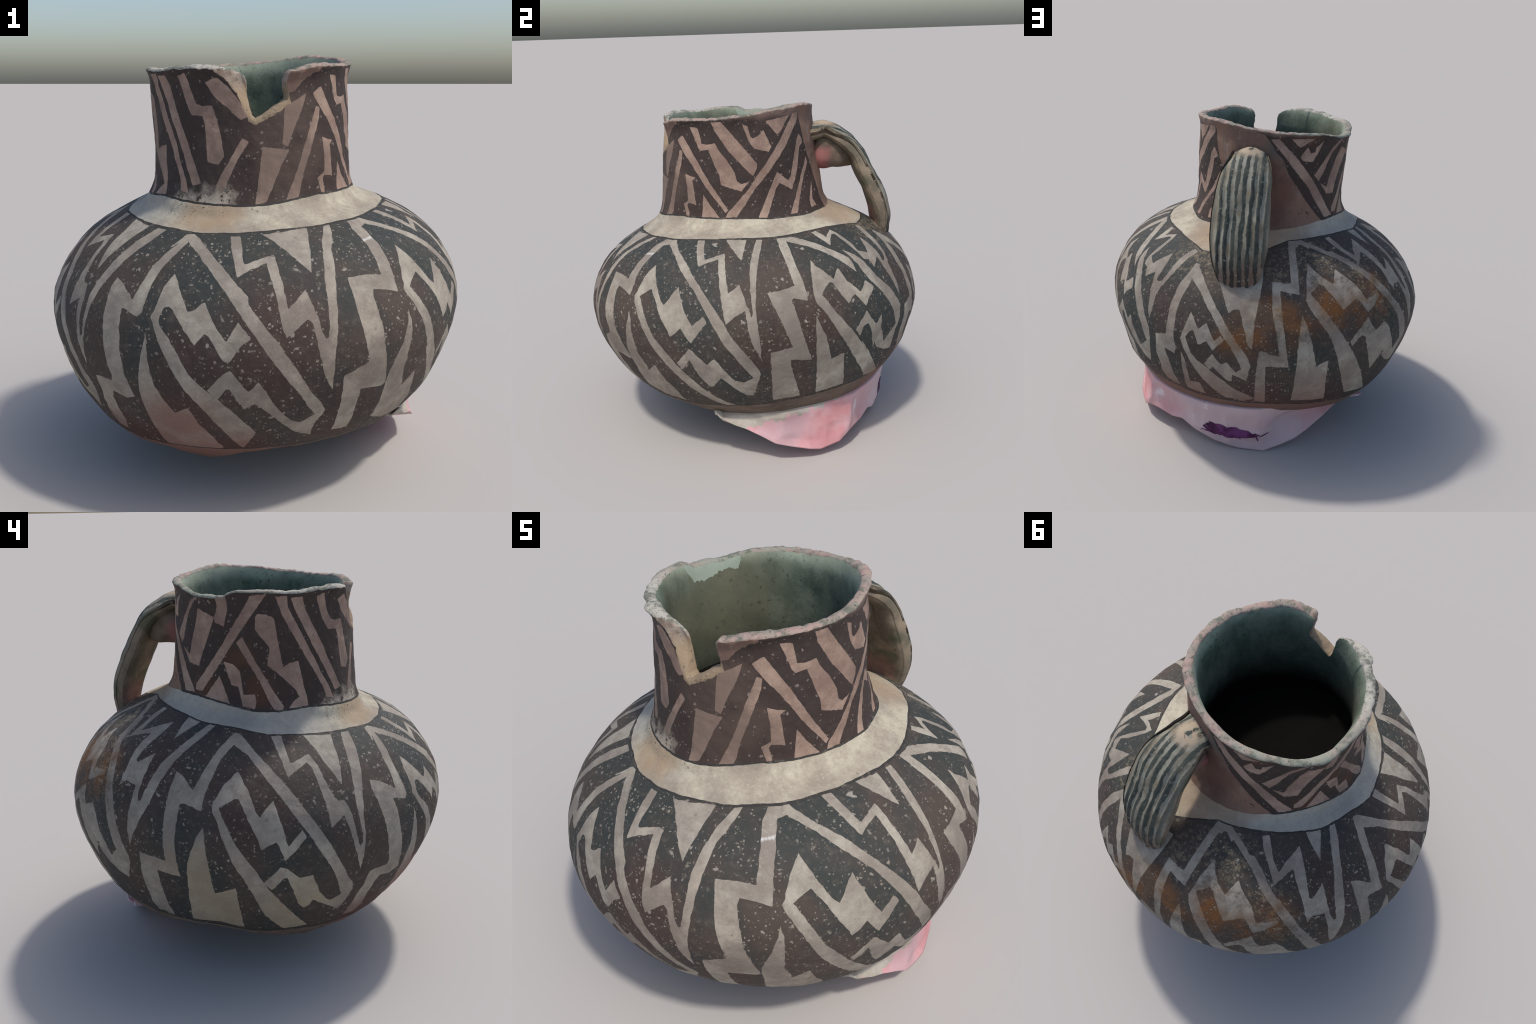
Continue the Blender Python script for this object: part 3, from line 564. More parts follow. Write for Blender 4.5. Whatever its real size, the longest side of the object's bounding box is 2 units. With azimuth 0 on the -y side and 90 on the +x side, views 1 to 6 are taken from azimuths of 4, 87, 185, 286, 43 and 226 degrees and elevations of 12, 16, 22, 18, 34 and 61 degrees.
def make_inside():
    k = node_tools("inner_wall", 0.85, 0.35)
    c = k.mix(k.span(k.noise(6, 6, 0.7, vec=k.stretched((1, 1, 0.55))), 0.36, 0.64), (0.085, 0.115, 0.083), (0.165, 0.19, 0.14))
    olive = k.around([spot(170, 1.62), spot(-160, 1.6), spot(-140, 1.55), spot(150, 1.66)], 0.12, 0.38, 0.12, 6)
    c = k.mix(k.math("MULTIPLY", olive, 0.8), c, k.mix(k.noise(9, 4), (0.125, 0.118, 0.072), (0.070, 0.072, 0.052)))
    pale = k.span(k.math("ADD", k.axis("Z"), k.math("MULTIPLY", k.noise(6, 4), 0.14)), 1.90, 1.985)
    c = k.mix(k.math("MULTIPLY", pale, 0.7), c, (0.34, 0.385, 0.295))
    soot = k.span(k.math("ADD", k.axis("Z"), k.math("MULTIPLY", k.noise(3, 4), 0.25)), 1.74, 1.42)  # not a deposit: shadow deep in the neck, painted as a fade to black
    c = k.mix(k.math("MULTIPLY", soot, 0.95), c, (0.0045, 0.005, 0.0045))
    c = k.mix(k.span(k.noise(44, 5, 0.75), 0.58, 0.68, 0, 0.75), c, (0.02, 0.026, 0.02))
    return k.finish(c)


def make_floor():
    k = node_tools("shadow_black_fill", 1.0, 0.1)
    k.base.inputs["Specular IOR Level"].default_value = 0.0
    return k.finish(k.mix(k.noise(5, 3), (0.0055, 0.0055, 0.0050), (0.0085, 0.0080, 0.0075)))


def make_sherd():
    k = node_tools("repaired_sherd", 0.85, 0.3)
    c = k.mix(k.noise(8, 4), (0.30, 0.345, 0.28), (0.22, 0.26, 0.205))
    return k.finish(k.mix(k.math("MULTIPLY", k.flecks(40, 0.2, 0.25), 0.8), c, (0.10, 0.12, 0.10)))


def make_handle():
    k = node_tools("handle_striped_slip", 0.78, 0.5)
    z = k.axis("Z")
    x = k.math("ADD", k.axis("X"), k.math("MULTIPLY", k.math("SUBTRACT", k.noise(5, 4), 0.5), 0.028))
    wave = k.math("SINE", k.math("MULTIPLY", x, TAU / RIB_PITCH))
    blot = k.math("SUBTRACT", k.noise(9, 6, 0.72, vec=k.stretched((1.6, 1, 0.8))), 0.5)
    stripe = k.span(k.math("ADD", wave, k.math("MULTIPLY", blot, 5.5)), -0.45, 0.35)
    slip = k.mix(k.span(k.noise(7, 4), 0.4, 0.65), (0.27, 0.265, 0.215), (0.19, 0.155, 0.105))
    slip = k.mix(k.span(k.noise(22, 5, 0.7), 0.5, 0.7, 0, 0.6), slip, (0.11, 0.10, 0.075))
    c = k.mix(stripe, slip, k.mix(k.span(k.noise(14, 5, 0.7), 0.35, 0.7), (0.030, 0.037, 0.033), (0.085, 0.092, 0.077)))
    edge = k.math("ABSOLUTE", k.math("SUBTRACT", k.axis("X"), 0.062))
    c = k.mix(k.span(edge, 0.118, 0.150, 0, 0.6), c, (0.22, 0.20, 0.15))
    low = k.span(k.math("ADD", z, k.math("MULTIPLY", k.noise(8, 4), 0.2)), 1.50, 1.24)
    c = k.mix(k.math("MULTIPLY", low, 0.72), c, k.mix(stripe, (0.13, 0.082, 0.065), (0.030, 0.021, 0.018)))
    top = k.span(k.math("ADD", z, k.math("MULTIPLY", k.noise(9, 4), 0.07)), 1.825, 1.855)
    c = k.mix(k.math("MULTIPLY", top, k.span(k.noise(13, 3), 0.66, 0.6)), c, (0.36, 0.29, 0.21))
    c = k.mix(k.math("MULTIPLY", k.flecks(46, 0.4, 0.3), 0.6), c, (0.28, 0.26, 0.22))
    return k.finish(c)


def make_handle_side():
    k = node_tools("handle_bare_clay", 0.85, 0.4)
    c = k.mix(k.span(k.noise(6, 5, 0.65), 0.38, 0.66), (0.25, 0.20, 0.145), (0.13, 0.115, 0.085))
    c = k.mix(k.span(k.noise(5, 3, 0.5, vec=k.stretched((1, 1.3, 1))), 0.56, 0.66, 0, 0.7), c, (0.085, 0.095, 0.06))
    c = k.mix(k.span(k.noise(30, 5, 0.7), 0.6, 0.7, 0, 0.7), c, (0.07, 0.05, 0.04))
    c = k.mix(k.math("MULTIPLY", k.around([(0.09, 0.70, 1.24), (0.0, 0.70, 1.24)], 0.03, 0.12, 0.05, 12), 0.65), c, (0.45, 0.22, 0.17))
    return k.finish(c)


def make_padding():
    k = node_tools("pink_padding_sheet", 0.6, 0.25)
    c = k.mix(k.span(k.noise(3.5, 4, 0.55), 0.36, 0.66), (0.58, 0.26, 0.265), (0.60, 0.41, 0.42))
    c = k.mix(k.span(k.noise(2.2, 2), 0.52, 0.7, 0, 0.6), c, (0.42, 0.29, 0.31))
    back = k.span(k.axis("Y"), 0.45, 0.72)
    c = k.mix(k.math("MULTIPLY", back, 0.85), c, k.mix(k.noise(4, 3), (0.50, 0.395, 0.42), (0.58, 0.45, 0.465)))
    c = k.mix(k.span(k.noise(7, 4, 0.6), 0.63, 0.74, 0, 0.7), c, (0.75, 0.68, 0.69))
    return k.finish(c)


def make_cream():
    k = node_tools("cream_padding_edge", 0.8, 0.3)
    c = k.mix(k.span(k.noise(6, 4), 0.4, 0.65), (0.46, 0.42, 0.365), (0.34, 0.30, 0.25))
    return k.finish(k.mix(k.span(k.noise(14, 4), 0.58, 0.72, 0, 0.5), c, (0.58, 0.56, 0.53)))


def make_ink():
    k = node_tools("purple_marker_ink", 0.6, 0.1)
    return k.finish(k.mix(k.span(k.noise(16, 4), 0.4, 0.62), (0.055, 0.006, 0.045), (0.14, 0.035, 0.13)))


def make_wad():
    k = node_tools("clay_with_pink_smear", 0.8, 0.3)
    clay = k.mix(k.span(k.noise(8, 4), 0.4, 0.65), (0.17, 0.13, 0.095), (0.085, 0.066, 0.050))
    pink = k.mix(k.noise(9, 3), (0.22, 0.085, 0.075), (0.36, 0.15, 0.145))
    where = k.math("MULTIPLY", k.span(k.math("ADD", k.axis("Y"), k.math("MULTIPLY", k.noise(9, 4), 0.16)), 0.60, 0.50), k.span(k.axis("Z"), 1.70, 1.64))
    return k.finish(k.mix(where, clay, pink))


RIB_PITCH = 0.043
PAINT_B, SLIP_B, PAINT_N, SLIP_N, SHOULDER, LINE, BARE, BASE, RIM, BREAK, INSIDE, PATCH, DARK = range(13)
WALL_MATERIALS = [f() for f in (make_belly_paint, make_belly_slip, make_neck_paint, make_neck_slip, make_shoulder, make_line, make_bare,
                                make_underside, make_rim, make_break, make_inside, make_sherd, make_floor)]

# ------------------------------------------------------------------ the wall, laid out flat
SEAM = -120.0  # degrees where the unrolled wall is cut
X0, X1 = math.radians(SEAM) * UNROLL, math.radians(SEAM + 360) * UNROLL
RIM_DROP = 0.010  # the rounded lip rises this much above the wall


def rim_line():
    pts, a = [], SEAM
    while a < -97.4:
        pts.append((a, float(rim_height(a)) - RIM_DROP))
        a += 1.1
    left = len(pts)
    pts += [(a, h - RIM_DROP * (1 if i in (0, len(NOTCH) - 1) else 0.3)) for i, (a, h) in enumerate(NOTCH)]
    right = len(pts)
    a = -59.0
    while a < SEAM + 360 - 0.6:
        pts.append((a, float(rim_height(a)) - RIM_DROP))
        a += 1.1
    pts.append((SEAM + 360, float(rim_height(SEAM)) - RIM_DROP))
    line = unrolled(pts)
    dense, broken = [], []
    for i in range(len(line) - 1):
        n = max(1, int(np.hypot(*(line[i + 1] - line[i])) / 0.008))
        for j in range(n):
            dense.append(line[i] + (line[i + 1] - line[i]) * j / n)
            broken.append(left <= i < right - 1)
    dense.append(line[-1])
    broken.append(False)
    dense, broken = np.array(dense), np.array(broken)
    th = dense[:, 0] / UNROLL
    ring = np.column_stack([np.cos(th), np.sin(th), np.zeros(len(th))])
    dense[1:-1, 1] += (0.0035 * noise3(ring, 14) + 0.0025 * noise3(ring, 34))[1:-1] * np.where(broken[1:-1], 0.4, 1)
    dense[-1, 1] = dense[0, 1]
    return dense, broken


RIM_PTS, RIM_BROKEN = rim_line()
S_SPLIT = float(length_of(1.30))  # inner wall of the neck reaches down to here


def level_line(curve, drop=0.0, wander=0.0025):
    deg = np.linspace(SEAM, SEAM + 360, 481)
    h = curve(deg)
    th = np.radians(deg)
    ring = np.column_stack([np.cos(th), np.sin(th), np.full(481, drop)])
    y = length_of(h) + drop + wander * noise3(ring, 9) + 0.6 * wander * noise3(ring, 30)
    y[-1] = y[0]
    return np.column_stack([th * UNROLL, y])


LINES = {"foot_low": level_line(foot_line, -0.009), "foot": level_line(foot_line),
         "collar_low_under": level_line(collar_low, -0.010), "collar_low": level_line(collar_low),
         "collar_top": level_line(collar_top), "collar_top_over": level_line(collar_top, 0.009)}

LOWER = level_line(turn_under, 0.0, 0.004)
loops = {"belly": [], "neck": [], "bare": [], "sherd": [], "facet": [], "rubbed": []}
for start, motifs in BELLY_PANELS:
    for points in motifs.values():
        loops["belly"].append(unrolled(points, start))
for points in NECK_SHAPES.values():
    loops["neck"].append(unrolled(points))
loops["bare"].append(unrolled(BARE_SHAPE))
loops["sherd"].append(unrolled(SHERD))
loops["facet"].append(unrolled(FACET))
loops["rubbed"].append(unrolled(RUBBED_RIM))

span = X1 - X0
for kind in loops:
    placed = []
    for lp in loops[kind]:
        lp = hand_drawn(lp, wander=0.006 if kind in ("facet", "rubbed", "sherd") else 0.0022)
        for turn in (-2, -1, 0, 1, 2):
            moved = lp + (turn * span, 0)
            if moved[:, 0].max() > X0 + 1e-4 and moved[:, 0].min() < X1 - 1e-4:
                placed.append(moved)
    loops[kind] = placed

S_TOP = RIM_PTS[:, 1].max()
outline = np.vstack([RIM_PTS, LOWER[::-1]])
COLUMNS, ROWS = 456, 190
gx = np.linspace(X0, X1, COLUMNS + 1)
gy = np.linspace(0, S_TOP, ROWS + 1)
grid = np.stack(np.meshgrid(gx, gy), -1)
grid[1:, 1:-1] += RNG.uniform(-0.0015, 0.0015, grid[1:, 1:-1].shape)
grid = grid.reshape(-1, 2)
keep = inside(np.vstack([[(X0 - 1, -1.0)], [(X0 - 1, RIM_PTS[0, 1])], RIM_PTS + (0, -0.006), [(X1 + 1, RIM_PTS[-1, 1])], [(X1 + 1, -1.0)]]), grid)
grid = grid[keep]
grid = grid[grid[:, 1] > np.interp(grid[:, 0], LOWER[:, 0], LOWER[:, 1]) + 0.004]

verts, edges = [], []


def add_chain(pts, closed=False):
    n0 = len(verts)
    verts.extend(map(tuple, pts))
    edges.extend((n0 + i, n0 + i + 1) for i in range(len(pts) - 1))
    if closed:
        edges.append((n0 + len(pts) - 1, n0))


def clip_seam(loop):
    """Pieces of a closed outline that lie between the two seam edges."""
    run, closed = [], True
    pts = np.vstack([loop, loop[:1]])
    for a, b in zip(pts[:-1], pts[1:]):
        t0, t1, d = 0.0, 1.0, b[0] - a[0]
        for wall, sign in ((X0, 1), (X1, -1)):
            fa, fb = (a[0] - wall) * sign, (b[0] - wall) * sign
            if fa < 0 and fb < 0:
                t0, t1 = 1.0, 0.0
            elif fa < 0:
                t0 = max(t0, fa / (fa - fb))
            elif fb < 0:
                t1 = min(t1, fa / (fa - fb))
        if t0 < t1:
            n0 = len(verts)
            verts.extend([tuple(a + (b - a) * t0), tuple(a + (b - a) * t1)])
            edges.append((n0, n0 + 1))


for kind in loops:
    for lp in loops[kind]:
        if lp[:, 0].min() >= X0 and lp[:, 0].max() <= X1:
            add_chain(lp, True)
        else:
            clip_seam(lp)
for ln in LINES.values():
    add_chain(ln)
add_chain(RIM_PTS)
add_chain(LOWER)
SIDE = np.concatenate([[LOWER[0, 1]], gy[(gy > LOWER[0, 1] + 0.004) & (gy < RIM_PTS[0, 1] - 0.004)], [RIM_PTS[0, 1]]])
add_chain([(X0, y) for y in SIDE])
add_chain([(X1, y) for y in SIDE])
inner_grid = grid[(grid[:, 0] > X0 + 1e-6) & (grid[:, 0] < X1 - 1e-6)]
verts.extend(map(tuple, inner_grid))
flat, _, tris, *_ = delaunay_2d_cdt([Vector(v) for v in verts], edges, [], 0, 2e-4, False)
flat = np.array([(v.x, v.y) for v in flat])
tris = np.array([t for t in tris if len(t) == 3])
mid = flat[tris].mean(1)
ok = inside(outline, mid) & (mid[:, 0] > X0) & (mid[:, 0] < X1)
tris, mid = tris[ok], mid[ok]
e1, e2 = flat[tris[:, 1]] - flat[tris[:, 0]], flat[tris[:, 2]] - flat[tris[:, 0]]
turn = e1[:, 0] * e2[:, 1] - e1[:, 1] * e2[:, 0]
tris[turn < 0] = tris[turn < 0][:, ::-1]

# weld the two seam edges: the right one takes the left one's corner points
flat[:, 0] = np.where(np.abs(flat[:, 0] - X1) < 3e-4, X1, np.where(np.abs(flat[:, 0] - X0) < 3e-4, X0, flat[:, 0]))
left = np.where(flat[:, 0] == X0)[0]
swap = np.arange(len(flat))
for i in np.where(flat[:, 0] == X1)[0]:
    j = left[np.abs(flat[left, 1] - flat[i, 1]).argmin()]
    if abs(flat[j, 1] - flat[i, 1]) < 2e-3:
        swap[i] = j
tris = swap[tris]
good = (tris[:, 0] != tris[:, 1]) & (tris[:, 1] != tris[:, 2]) & (tris[:, 0] != tris[:, 2])
tris, mid = tris[good], mid[good]

# which part and which colour each facet has
line_at = {k: np.interp(mid[:, 0], v[:, 0], v[:, 1]) for k, v in LINES.items()}
y = mid[:, 1]


def in_any(kind):
    m = np.zeros(len(mid), bool)
    for lp in loops[kind]:
        m |= inside(lp, mid)
    return m


part = np.where(y > line_at["collar_top"], 0, np.where(y > line_at["collar_low"], 1, np.where(y > line_at["foot"], 2, 3)))
colour = np.choose(part, [PAINT_N, SHOULDER, PAINT_B, BASE])
colour[(part == 2) & in_any("belly")] = SLIP_B
colour[(part == 0) & in_any("neck")] = SLIP_N
bare = (part == 0) & in_any("bare")
colour[bare & (colour == PAINT_N)] = BARE
colour[(part == 0) & (y < line_at["collar_top_over"]) & ~bare] = LINE
colour[(part == 2) & (y > line_at["collar_low_under"])] = LINE
colour[(part == 3) & (y > line_at["foot_low"])] = LINE
colour[(part == 0) & in_any("rubbed")] = BARE
colour[(part == 0) & in_any("facet")] = BREAK
sherd = in_any("sherd")

# ------------------------------------------------------------------ wrap it round the axis
th = flat[:, 0] / UNROLL
hh = height_of(flat[:, 1])
deg = np.degrees(th)
rim_here = rim_height(deg)


def outer_wall():
    r = wall_radius(hh, th)
    p = place(th, hh, r)
    lip = np.exp(-np.maximum(rim_here - hh, 0) / 0.035)
    r = r + lip * (0.024 + 0.010 * np.exp(-(((deg + 112) / 14) ** 2)) + 0.010 * np.exp(-(((deg + 50) / 18) ** 2)) + 0.010 * noise3(p, 7) + 0.006 * noise3(p, 22))
    r = r + 0.0038 * noise3(p, 6) + 0.0026 * noise3(p, 16) + 0.0014 * noise3(p, 42)
    # the clay is chipped back in a slanting facet along the left side of the gap
    start = np.interp(hh, (1.69, 1.72, 1.768, 1.81, 1.848, 1.886, 1.912), (-86.5, -88.3, -90.5, -93.5, -97, -103, -109))
    edge = np.interp(hh, (1.70, 1.80, 1.88, 1.91), (-85, -88, -91, -97))
    t = np.clip((deg - start) / np.maximum(edge - start, 0.5), 0, 1) * (deg < -80) * (hh > 1.70)
    return r - 0.040 * t * smooth(1.70, 1.80, hh) * (deg > -112)


R_OUT = outer_wall()
P_OUT = place(th, hh, R_OUT)
WALL = 0.066


def lift(p):
    p = p.copy()
    p[:, 2] = np.maximum(p[:, 2], 0.0)
    return p


P_OUT = lift(P_OUT)
neck_in = np.where((mid[:, 1] > S_SPLIT))[0]
lipin = np.exp(-np.maximum(rim_here - hh, 0) / 0.07)
R_IN = wall_radius(hh, th) - WALL - 0.006 * noise3(place(th, hh, R_OUT), 8) - 0.030 * np.exp(-(((hh - 1.28) / 0.06) ** 2)) + 0.044 * lipin * (1 - 0.25 * smooth(-150, -110, deg) * smooth(-60, -90, deg))
P_IN = place(th, hh, R_IN)
# the sherd sits a hair behind the wall beside it
P_IN = P_IN

V = [P_OUT]
count = len(P_OUT)
F = [tuple(t) for t in tris]
M = list(colour)
PART = list(part)  # 0 neck, 1 shoulder, 2 belly, 3 base, 4 rim, 5 inside
used_in = np.unique(tris[neck_in])
remap = -np.ones(len(flat), int)
remap[used_in] = np.arange(len(used_in)) + count
V.append(P_IN[used_in])
count += len(used_in)
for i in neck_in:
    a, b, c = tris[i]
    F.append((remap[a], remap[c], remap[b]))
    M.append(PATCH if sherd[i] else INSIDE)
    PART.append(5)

# free edges: the rim with its gap on top, the foot ring below
seen = {}
for a, b, c in tris:
    for u, v in ((a, b), (b, c), (c, a)):
        k = (u, v) if u < v else (v, u)
        seen[k] = None if k in seen else (u, v)
free = [uv for uv in seen.values() if uv is not None]
next_top = {u: v for u, v in free if flat[u, 1] > 1.0}
next_low = {u: v for u, v in free if flat[u, 1] <= 1.0}


def ring_from(step):
    ring = [next(iter(step))]
    while step.get(ring[-1]) not in (None, ring[0]) and len(ring) < len(step) + 1:
        ring.append(step[ring[-1]])
    return ring


top, low = ring_from(next_top), ring_from(next_low)
pt = P_OUT[top]
tangent = np.roll(pt, -1, 0) - np.roll(pt, 1, 0)
for _ in range(2):
    tangent = (np.roll(tangent, 1, 0) + tangent * 2 + np.roll(tangent, -1, 0)) / 4
radial = np.cos(th[top])[:, None] * EX + np.sin(th[top])[:, None] * EY
up = np.cross(tangent, radial)
up /= np.linalg.norm(up, axis=1)[:, None] + 1e-12
up *= np.sign(np.median((up * AXIS).sum(1)))
centre, half = (P_OUT[top] + P_IN[top]) / 2, (P_OUT[top] - P_IN[top]) / 2
width = np.linalg.norm(half, axis=1)
in_gap = ((deg[top] > -96.5) & (deg[top] < -61)).astype(float)
in_gap = (np.roll(in_gap, 1) + in_gap + np.roll(in_gap, -1)) / 3
bulge = np.where(in_gap > 0.5, 0.22, 0.5) * width
rows = [np.array(top)]
STEPS = 7
for k in range(1, STEPS):
    f = math.pi * k / STEPS
    q = centre + half * math.cos(f) + up * (bulge * math.sin(f))[:, None]
    q = q + up * (0.0030 * noise3(q, 26) + 0.0020 * noise3(q, 60))[:, None]
    V.append(q)
    rows.append(np.arange(count, count + len(top)))
    count += len(top)
rows.append(remap[top])
n = len(top)
for r0, r1 in zip(rows[:-1], rows[1:]):
    for i in range(n):
        j = (i + 1) % n
        F.append((r0[j], r0[i], r1[i], r1[j]))
        M.append(BREAK if in_gap[i] > 0.5 and deg[top[i]] > -89.5 else RIM)
        PART.append(4)

# underside: rolls in from the ragged lower edge to a shallow hollow
lowth, lowh, lowr = th[low], hh[low], R_OUT[low]
prev = np.array(low)
n = len(low)
for k, (scale, level) in enumerate(((0.985, 0.04), (0.95, 0.10), (0.86, 0.25), (0.70, 0.5), (0.45, 0.8), (0.2, 1.0))):
    h = lowh * (1 - level) + 0.30 * level - (0.006 if k < 3 else 0)
    q = lift(place(lowth, h, lowr * scale))
    q = q + (0.004 * noise3(q, 12))[:, None] * AXIS
    V.append(q)
    row = np.arange(count, count + n)
    count += n
    for i in range(n):
        j = (i + 1) % n
        F.append((prev[i], prev[j], row[j], row[i]))
        M.append(BASE)
        PART.append(3)
    prev = row
V.append(place(np.zeros(1), np.full(1, 0.30), np.zeros(1)))
for i in range(n):
    F.append((prev[i], prev[(i + 1) % n], count))
    M.append(BASE)
    PART.append(3)
count += 1

# uneven plug closing the neck, coloured near black for the shadow in the mouth
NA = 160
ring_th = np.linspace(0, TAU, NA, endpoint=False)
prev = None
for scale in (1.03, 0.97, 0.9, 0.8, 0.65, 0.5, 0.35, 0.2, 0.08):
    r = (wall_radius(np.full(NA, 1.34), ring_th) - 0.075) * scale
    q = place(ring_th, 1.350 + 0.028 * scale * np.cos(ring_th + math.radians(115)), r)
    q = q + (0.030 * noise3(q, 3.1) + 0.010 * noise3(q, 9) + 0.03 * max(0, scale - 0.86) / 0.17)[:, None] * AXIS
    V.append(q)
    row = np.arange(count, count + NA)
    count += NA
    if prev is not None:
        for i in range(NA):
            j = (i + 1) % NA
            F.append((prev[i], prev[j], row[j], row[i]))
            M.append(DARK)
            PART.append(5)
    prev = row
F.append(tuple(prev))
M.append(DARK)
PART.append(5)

V = np.vstack(V)
M, PART = np.array(M), np.array(PART)


# ------------------------------------------------------------------ objects
def link(obj, parent=None):
    bpy.context.scene.collection.objects.link(obj)
    if parent:
        obj.parent = parent
    return obj


def mesh_object(name, verts, faces, mats, slots=None, parent=None, smooth_shade=True):
    me = bpy.data.meshes.new(name)
    me.from_pydata([tuple(v) for v in verts], [], [tuple(int(i) for i in f) for f in faces])
    for m in mats:
        me.materials.append(m)
    if slots is not None:
        me.polygons.foreach_set("material_index", np.asarray(slots, np.int32))
    me.polygons.foreach_set("use_smooth", np.full(len(me.polygons), smooth_shade))
    me.update()
    return link(bpy.data.objects.new(name, me), parent)


jug = link(bpy.data.objects.new("pottery_jug", None))
jug["label"] = "old black on white painted clay jug with chipped rim and strap handle"
jug["category"] = "jug"

# one smooth skin, split by region; every part keeps the whole wall's shading normals
whole = bpy.data.meshes.new("whole_wall")
whole.from_pydata([tuple(v) for v in V], [], [tuple(int(i) for i in f) for f in F])
import bmesh

bm = bmesh.new()
bm.from_mesh(whole)
bm.verts.ensure_lookup_table()
normals = np.zeros_like(V)
for f in range(1):
    pass
for i, v in enumerate(bm.verts):
    normals[i] = v.normal
bm.free()
bpy.data.meshes.remove(whole)
for number, name in enumerate(("neck", "shoulder_band", "belly", "base", "rim", "interior")):
    ids = np.where(PART == number)[0]
    faces = [F[i] for i in ids]
    used = sorted({int(v) for f in faces for v in f})
    index = {v: i for i, v in enumerate(used)}
    mats = sorted(set(M[ids]))
    obj = mesh_object(name, V[used], [[index[int(v)] for v in f] for f in faces], [WALL_MATERIALS[m] for m in mats],
                      [mats.index(m) for m in M[ids]], jug)
    obj.data.normals_split_custom_set_from_vertices([tuple(x) for x in normals[used]])

# ------------------------------------------------------------------ strap handle
# spine of the outer face (y, z) from the neck down to the shoulder, with the strap's width and thickness
HANDLE = [  # y, z, width, thickness
    (0.340, 1.812, 0.235, 0.13), (0.394, 1.825, 0.215, 0.13), (0.452, 1.830, 0.212, 0.125), (0.532, 1.794, 0.252, 0.12), (0.606, 1.737, 0.292, 0.118),
    (0.674, 1.652, 0.314, 0.118), (0.722, 1.556, 0.326, 0.128), (0.769, 1.467, 0.328, 0.130), (0.805, 1.386, 0.324, 0.130), (0.830, 1.300, 0.306, 0.126),
    (0.838, 1.225, 0.278, 0.12), (0.836, 1.165, 0.245, 0.11), (0.834, 1.115, 0.190, 0.095), (0.826, 1.072, 0.120, 0.08), (0.800, 1.035, 0.05, 0.05)]
t_ctrl = np.arange(len(HANDLE))
hy, hz, hw, ht = (Curve1D(t_ctrl, [row[k] for row in HANDLE]) for k in range(4))
tt = np.linspace(0, len(HANDLE) - 1, 130)
ys, zs, ws, ths = hy(tt), hz(tt), hw(tt), ht(tt)
dy, dz = np.gradient(ys), np.gradient(zs)
ln = np.hypot(dy, dz)
ny, nz = -dz / ln, dy / ln  # outward side of the spine
xs = 0.058 + 0.010 * smooth(1.80, 1.60, zs) - 0.006 * smooth(1.30, 1.12, zs)
AROUND = 96
hv, hf, hslot = [], [], []
ang = np.linspace(0, TAU, AROUND, endpoint=False)
for i in range(len(tt)):
    ca, sa = np.cos(ang), np.sin(ang)
    # flat strap with rounded edges (superellipse); outer face up (+sin), inner face slightly hollow
    soft_edge = 1.0 - 0.38 * float(smooth(1.5, 4.5, tt[i]))
    u = np.sign(ca) * np.abs(ca) ** soft_edge * ws[i] / 2
    w = np.sign(sa) * np.abs(sa) ** 0.72
    edge = 1 - (np.abs(u) / (ws[i] / 2 + 1e-9)) ** 4
    d = np.where(w > 0, w * 0.030 - 0.030, -0.030 + w * (ths[i] - 0.030))
    crown = -(0.018 + 0.024 * smooth(4.5, 2.0, tt[i])) * (u / (ws[i] / 2)) ** 2
    d = np.where(w > 0, d + crown, d)
    hollow = 0.028 * (1 - (u / (ws[i] / 2)) ** 2) * (w < -0.6)
    ribs = (0.0055 + 0.0025 * noise3(np.column_stack([u * 9, np.full(AROUND, tt[i] * 0.8), np.zeros(AROUND)]), 1.0)) * np.sin(u * TAU / RIB_PITCH + 0.5 * math.sin(tt[i] * 1.3) + 0.35 * np.sin(u * 23 + tt[i])) * np.clip(w * 2, 0, 1) * edge * smooth(2.6, 4.0, tt[i])
    p = np.column_stack([xs[i] + u, ys[i] + (d + hollow - ribs) * ny[i], zs[i] + (d + hollow - ribs) * nz[i]])
    lump = 0.006 * noise3(p, 9) + 0.003 * noise3(p, 24)
    p[:, 1] += lump * ny[i]
    p[:, 2] += lump * nz[i]
    p[:, 0] += 0.004 * noise3(p + 5.0, 11)
    hv.append(p)
hv = np.vstack(hv)
for i in range(len(tt) - 1):
    for j in range(AROUND):
        k = (j + 1) % AROUND
        hf.append((i * AROUND + j, i * AROUND + k, (i + 1) * AROUND + k, (i + 1) * AROUND + j))
        hslot.append(0 if math.sin(ang[j] + math.pi / AROUND) > 0.30 else 1)
for i, order in ((0, -1), (len(tt) - 1, 1)):
    hf.append(tuple((i * AROUND + np.arange(AROUND))[::order]))
    hslot.append(1)
handle = mesh_object("handle", hv, hf, [make_handle(), make_handle_side()], hslot, jug)

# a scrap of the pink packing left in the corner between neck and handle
wv, wf = [], []
NU, NV = 48, 28
for i in range(NV + 1):
    for j in range(NU):
        a, b = TAU * j / NU, math.pi * (i / NV - 0.5)
        c, s = math.cos(b) ** 0.55, math.sin(b)
        across, out_y = c * math.cos(a), c * math.sin(a)
        # a wedge: deep against the neck, rising to meet the underside of the strap
        wv.append((0.055 + 0.088 * across * (1 - 0.15 * out_y), 0.492 + 0.145 * out_y, 1.648 + 0.100 * s + (0.022 if out_y < 0 and s < 0 else 0.0) * out_y - 0.018 * max(out_y, 0)))
wv = np.array(wv)
wv += (wv - np.array([0.055, 0.49, 1.645])) * (0.10 * noise3(wv, 10) + 0.05 * noise3(wv, 26))[:, None]
for i in range(NV):
    for j in range(NU):
        k = (j + 1) % NU
        wf.append((i * NU + j, i * NU + k, (i + 1) * NU + k, (i + 1) * NU + j))
mesh_object("packing_scrap", wv, wf, [make_wad()], None, handle)

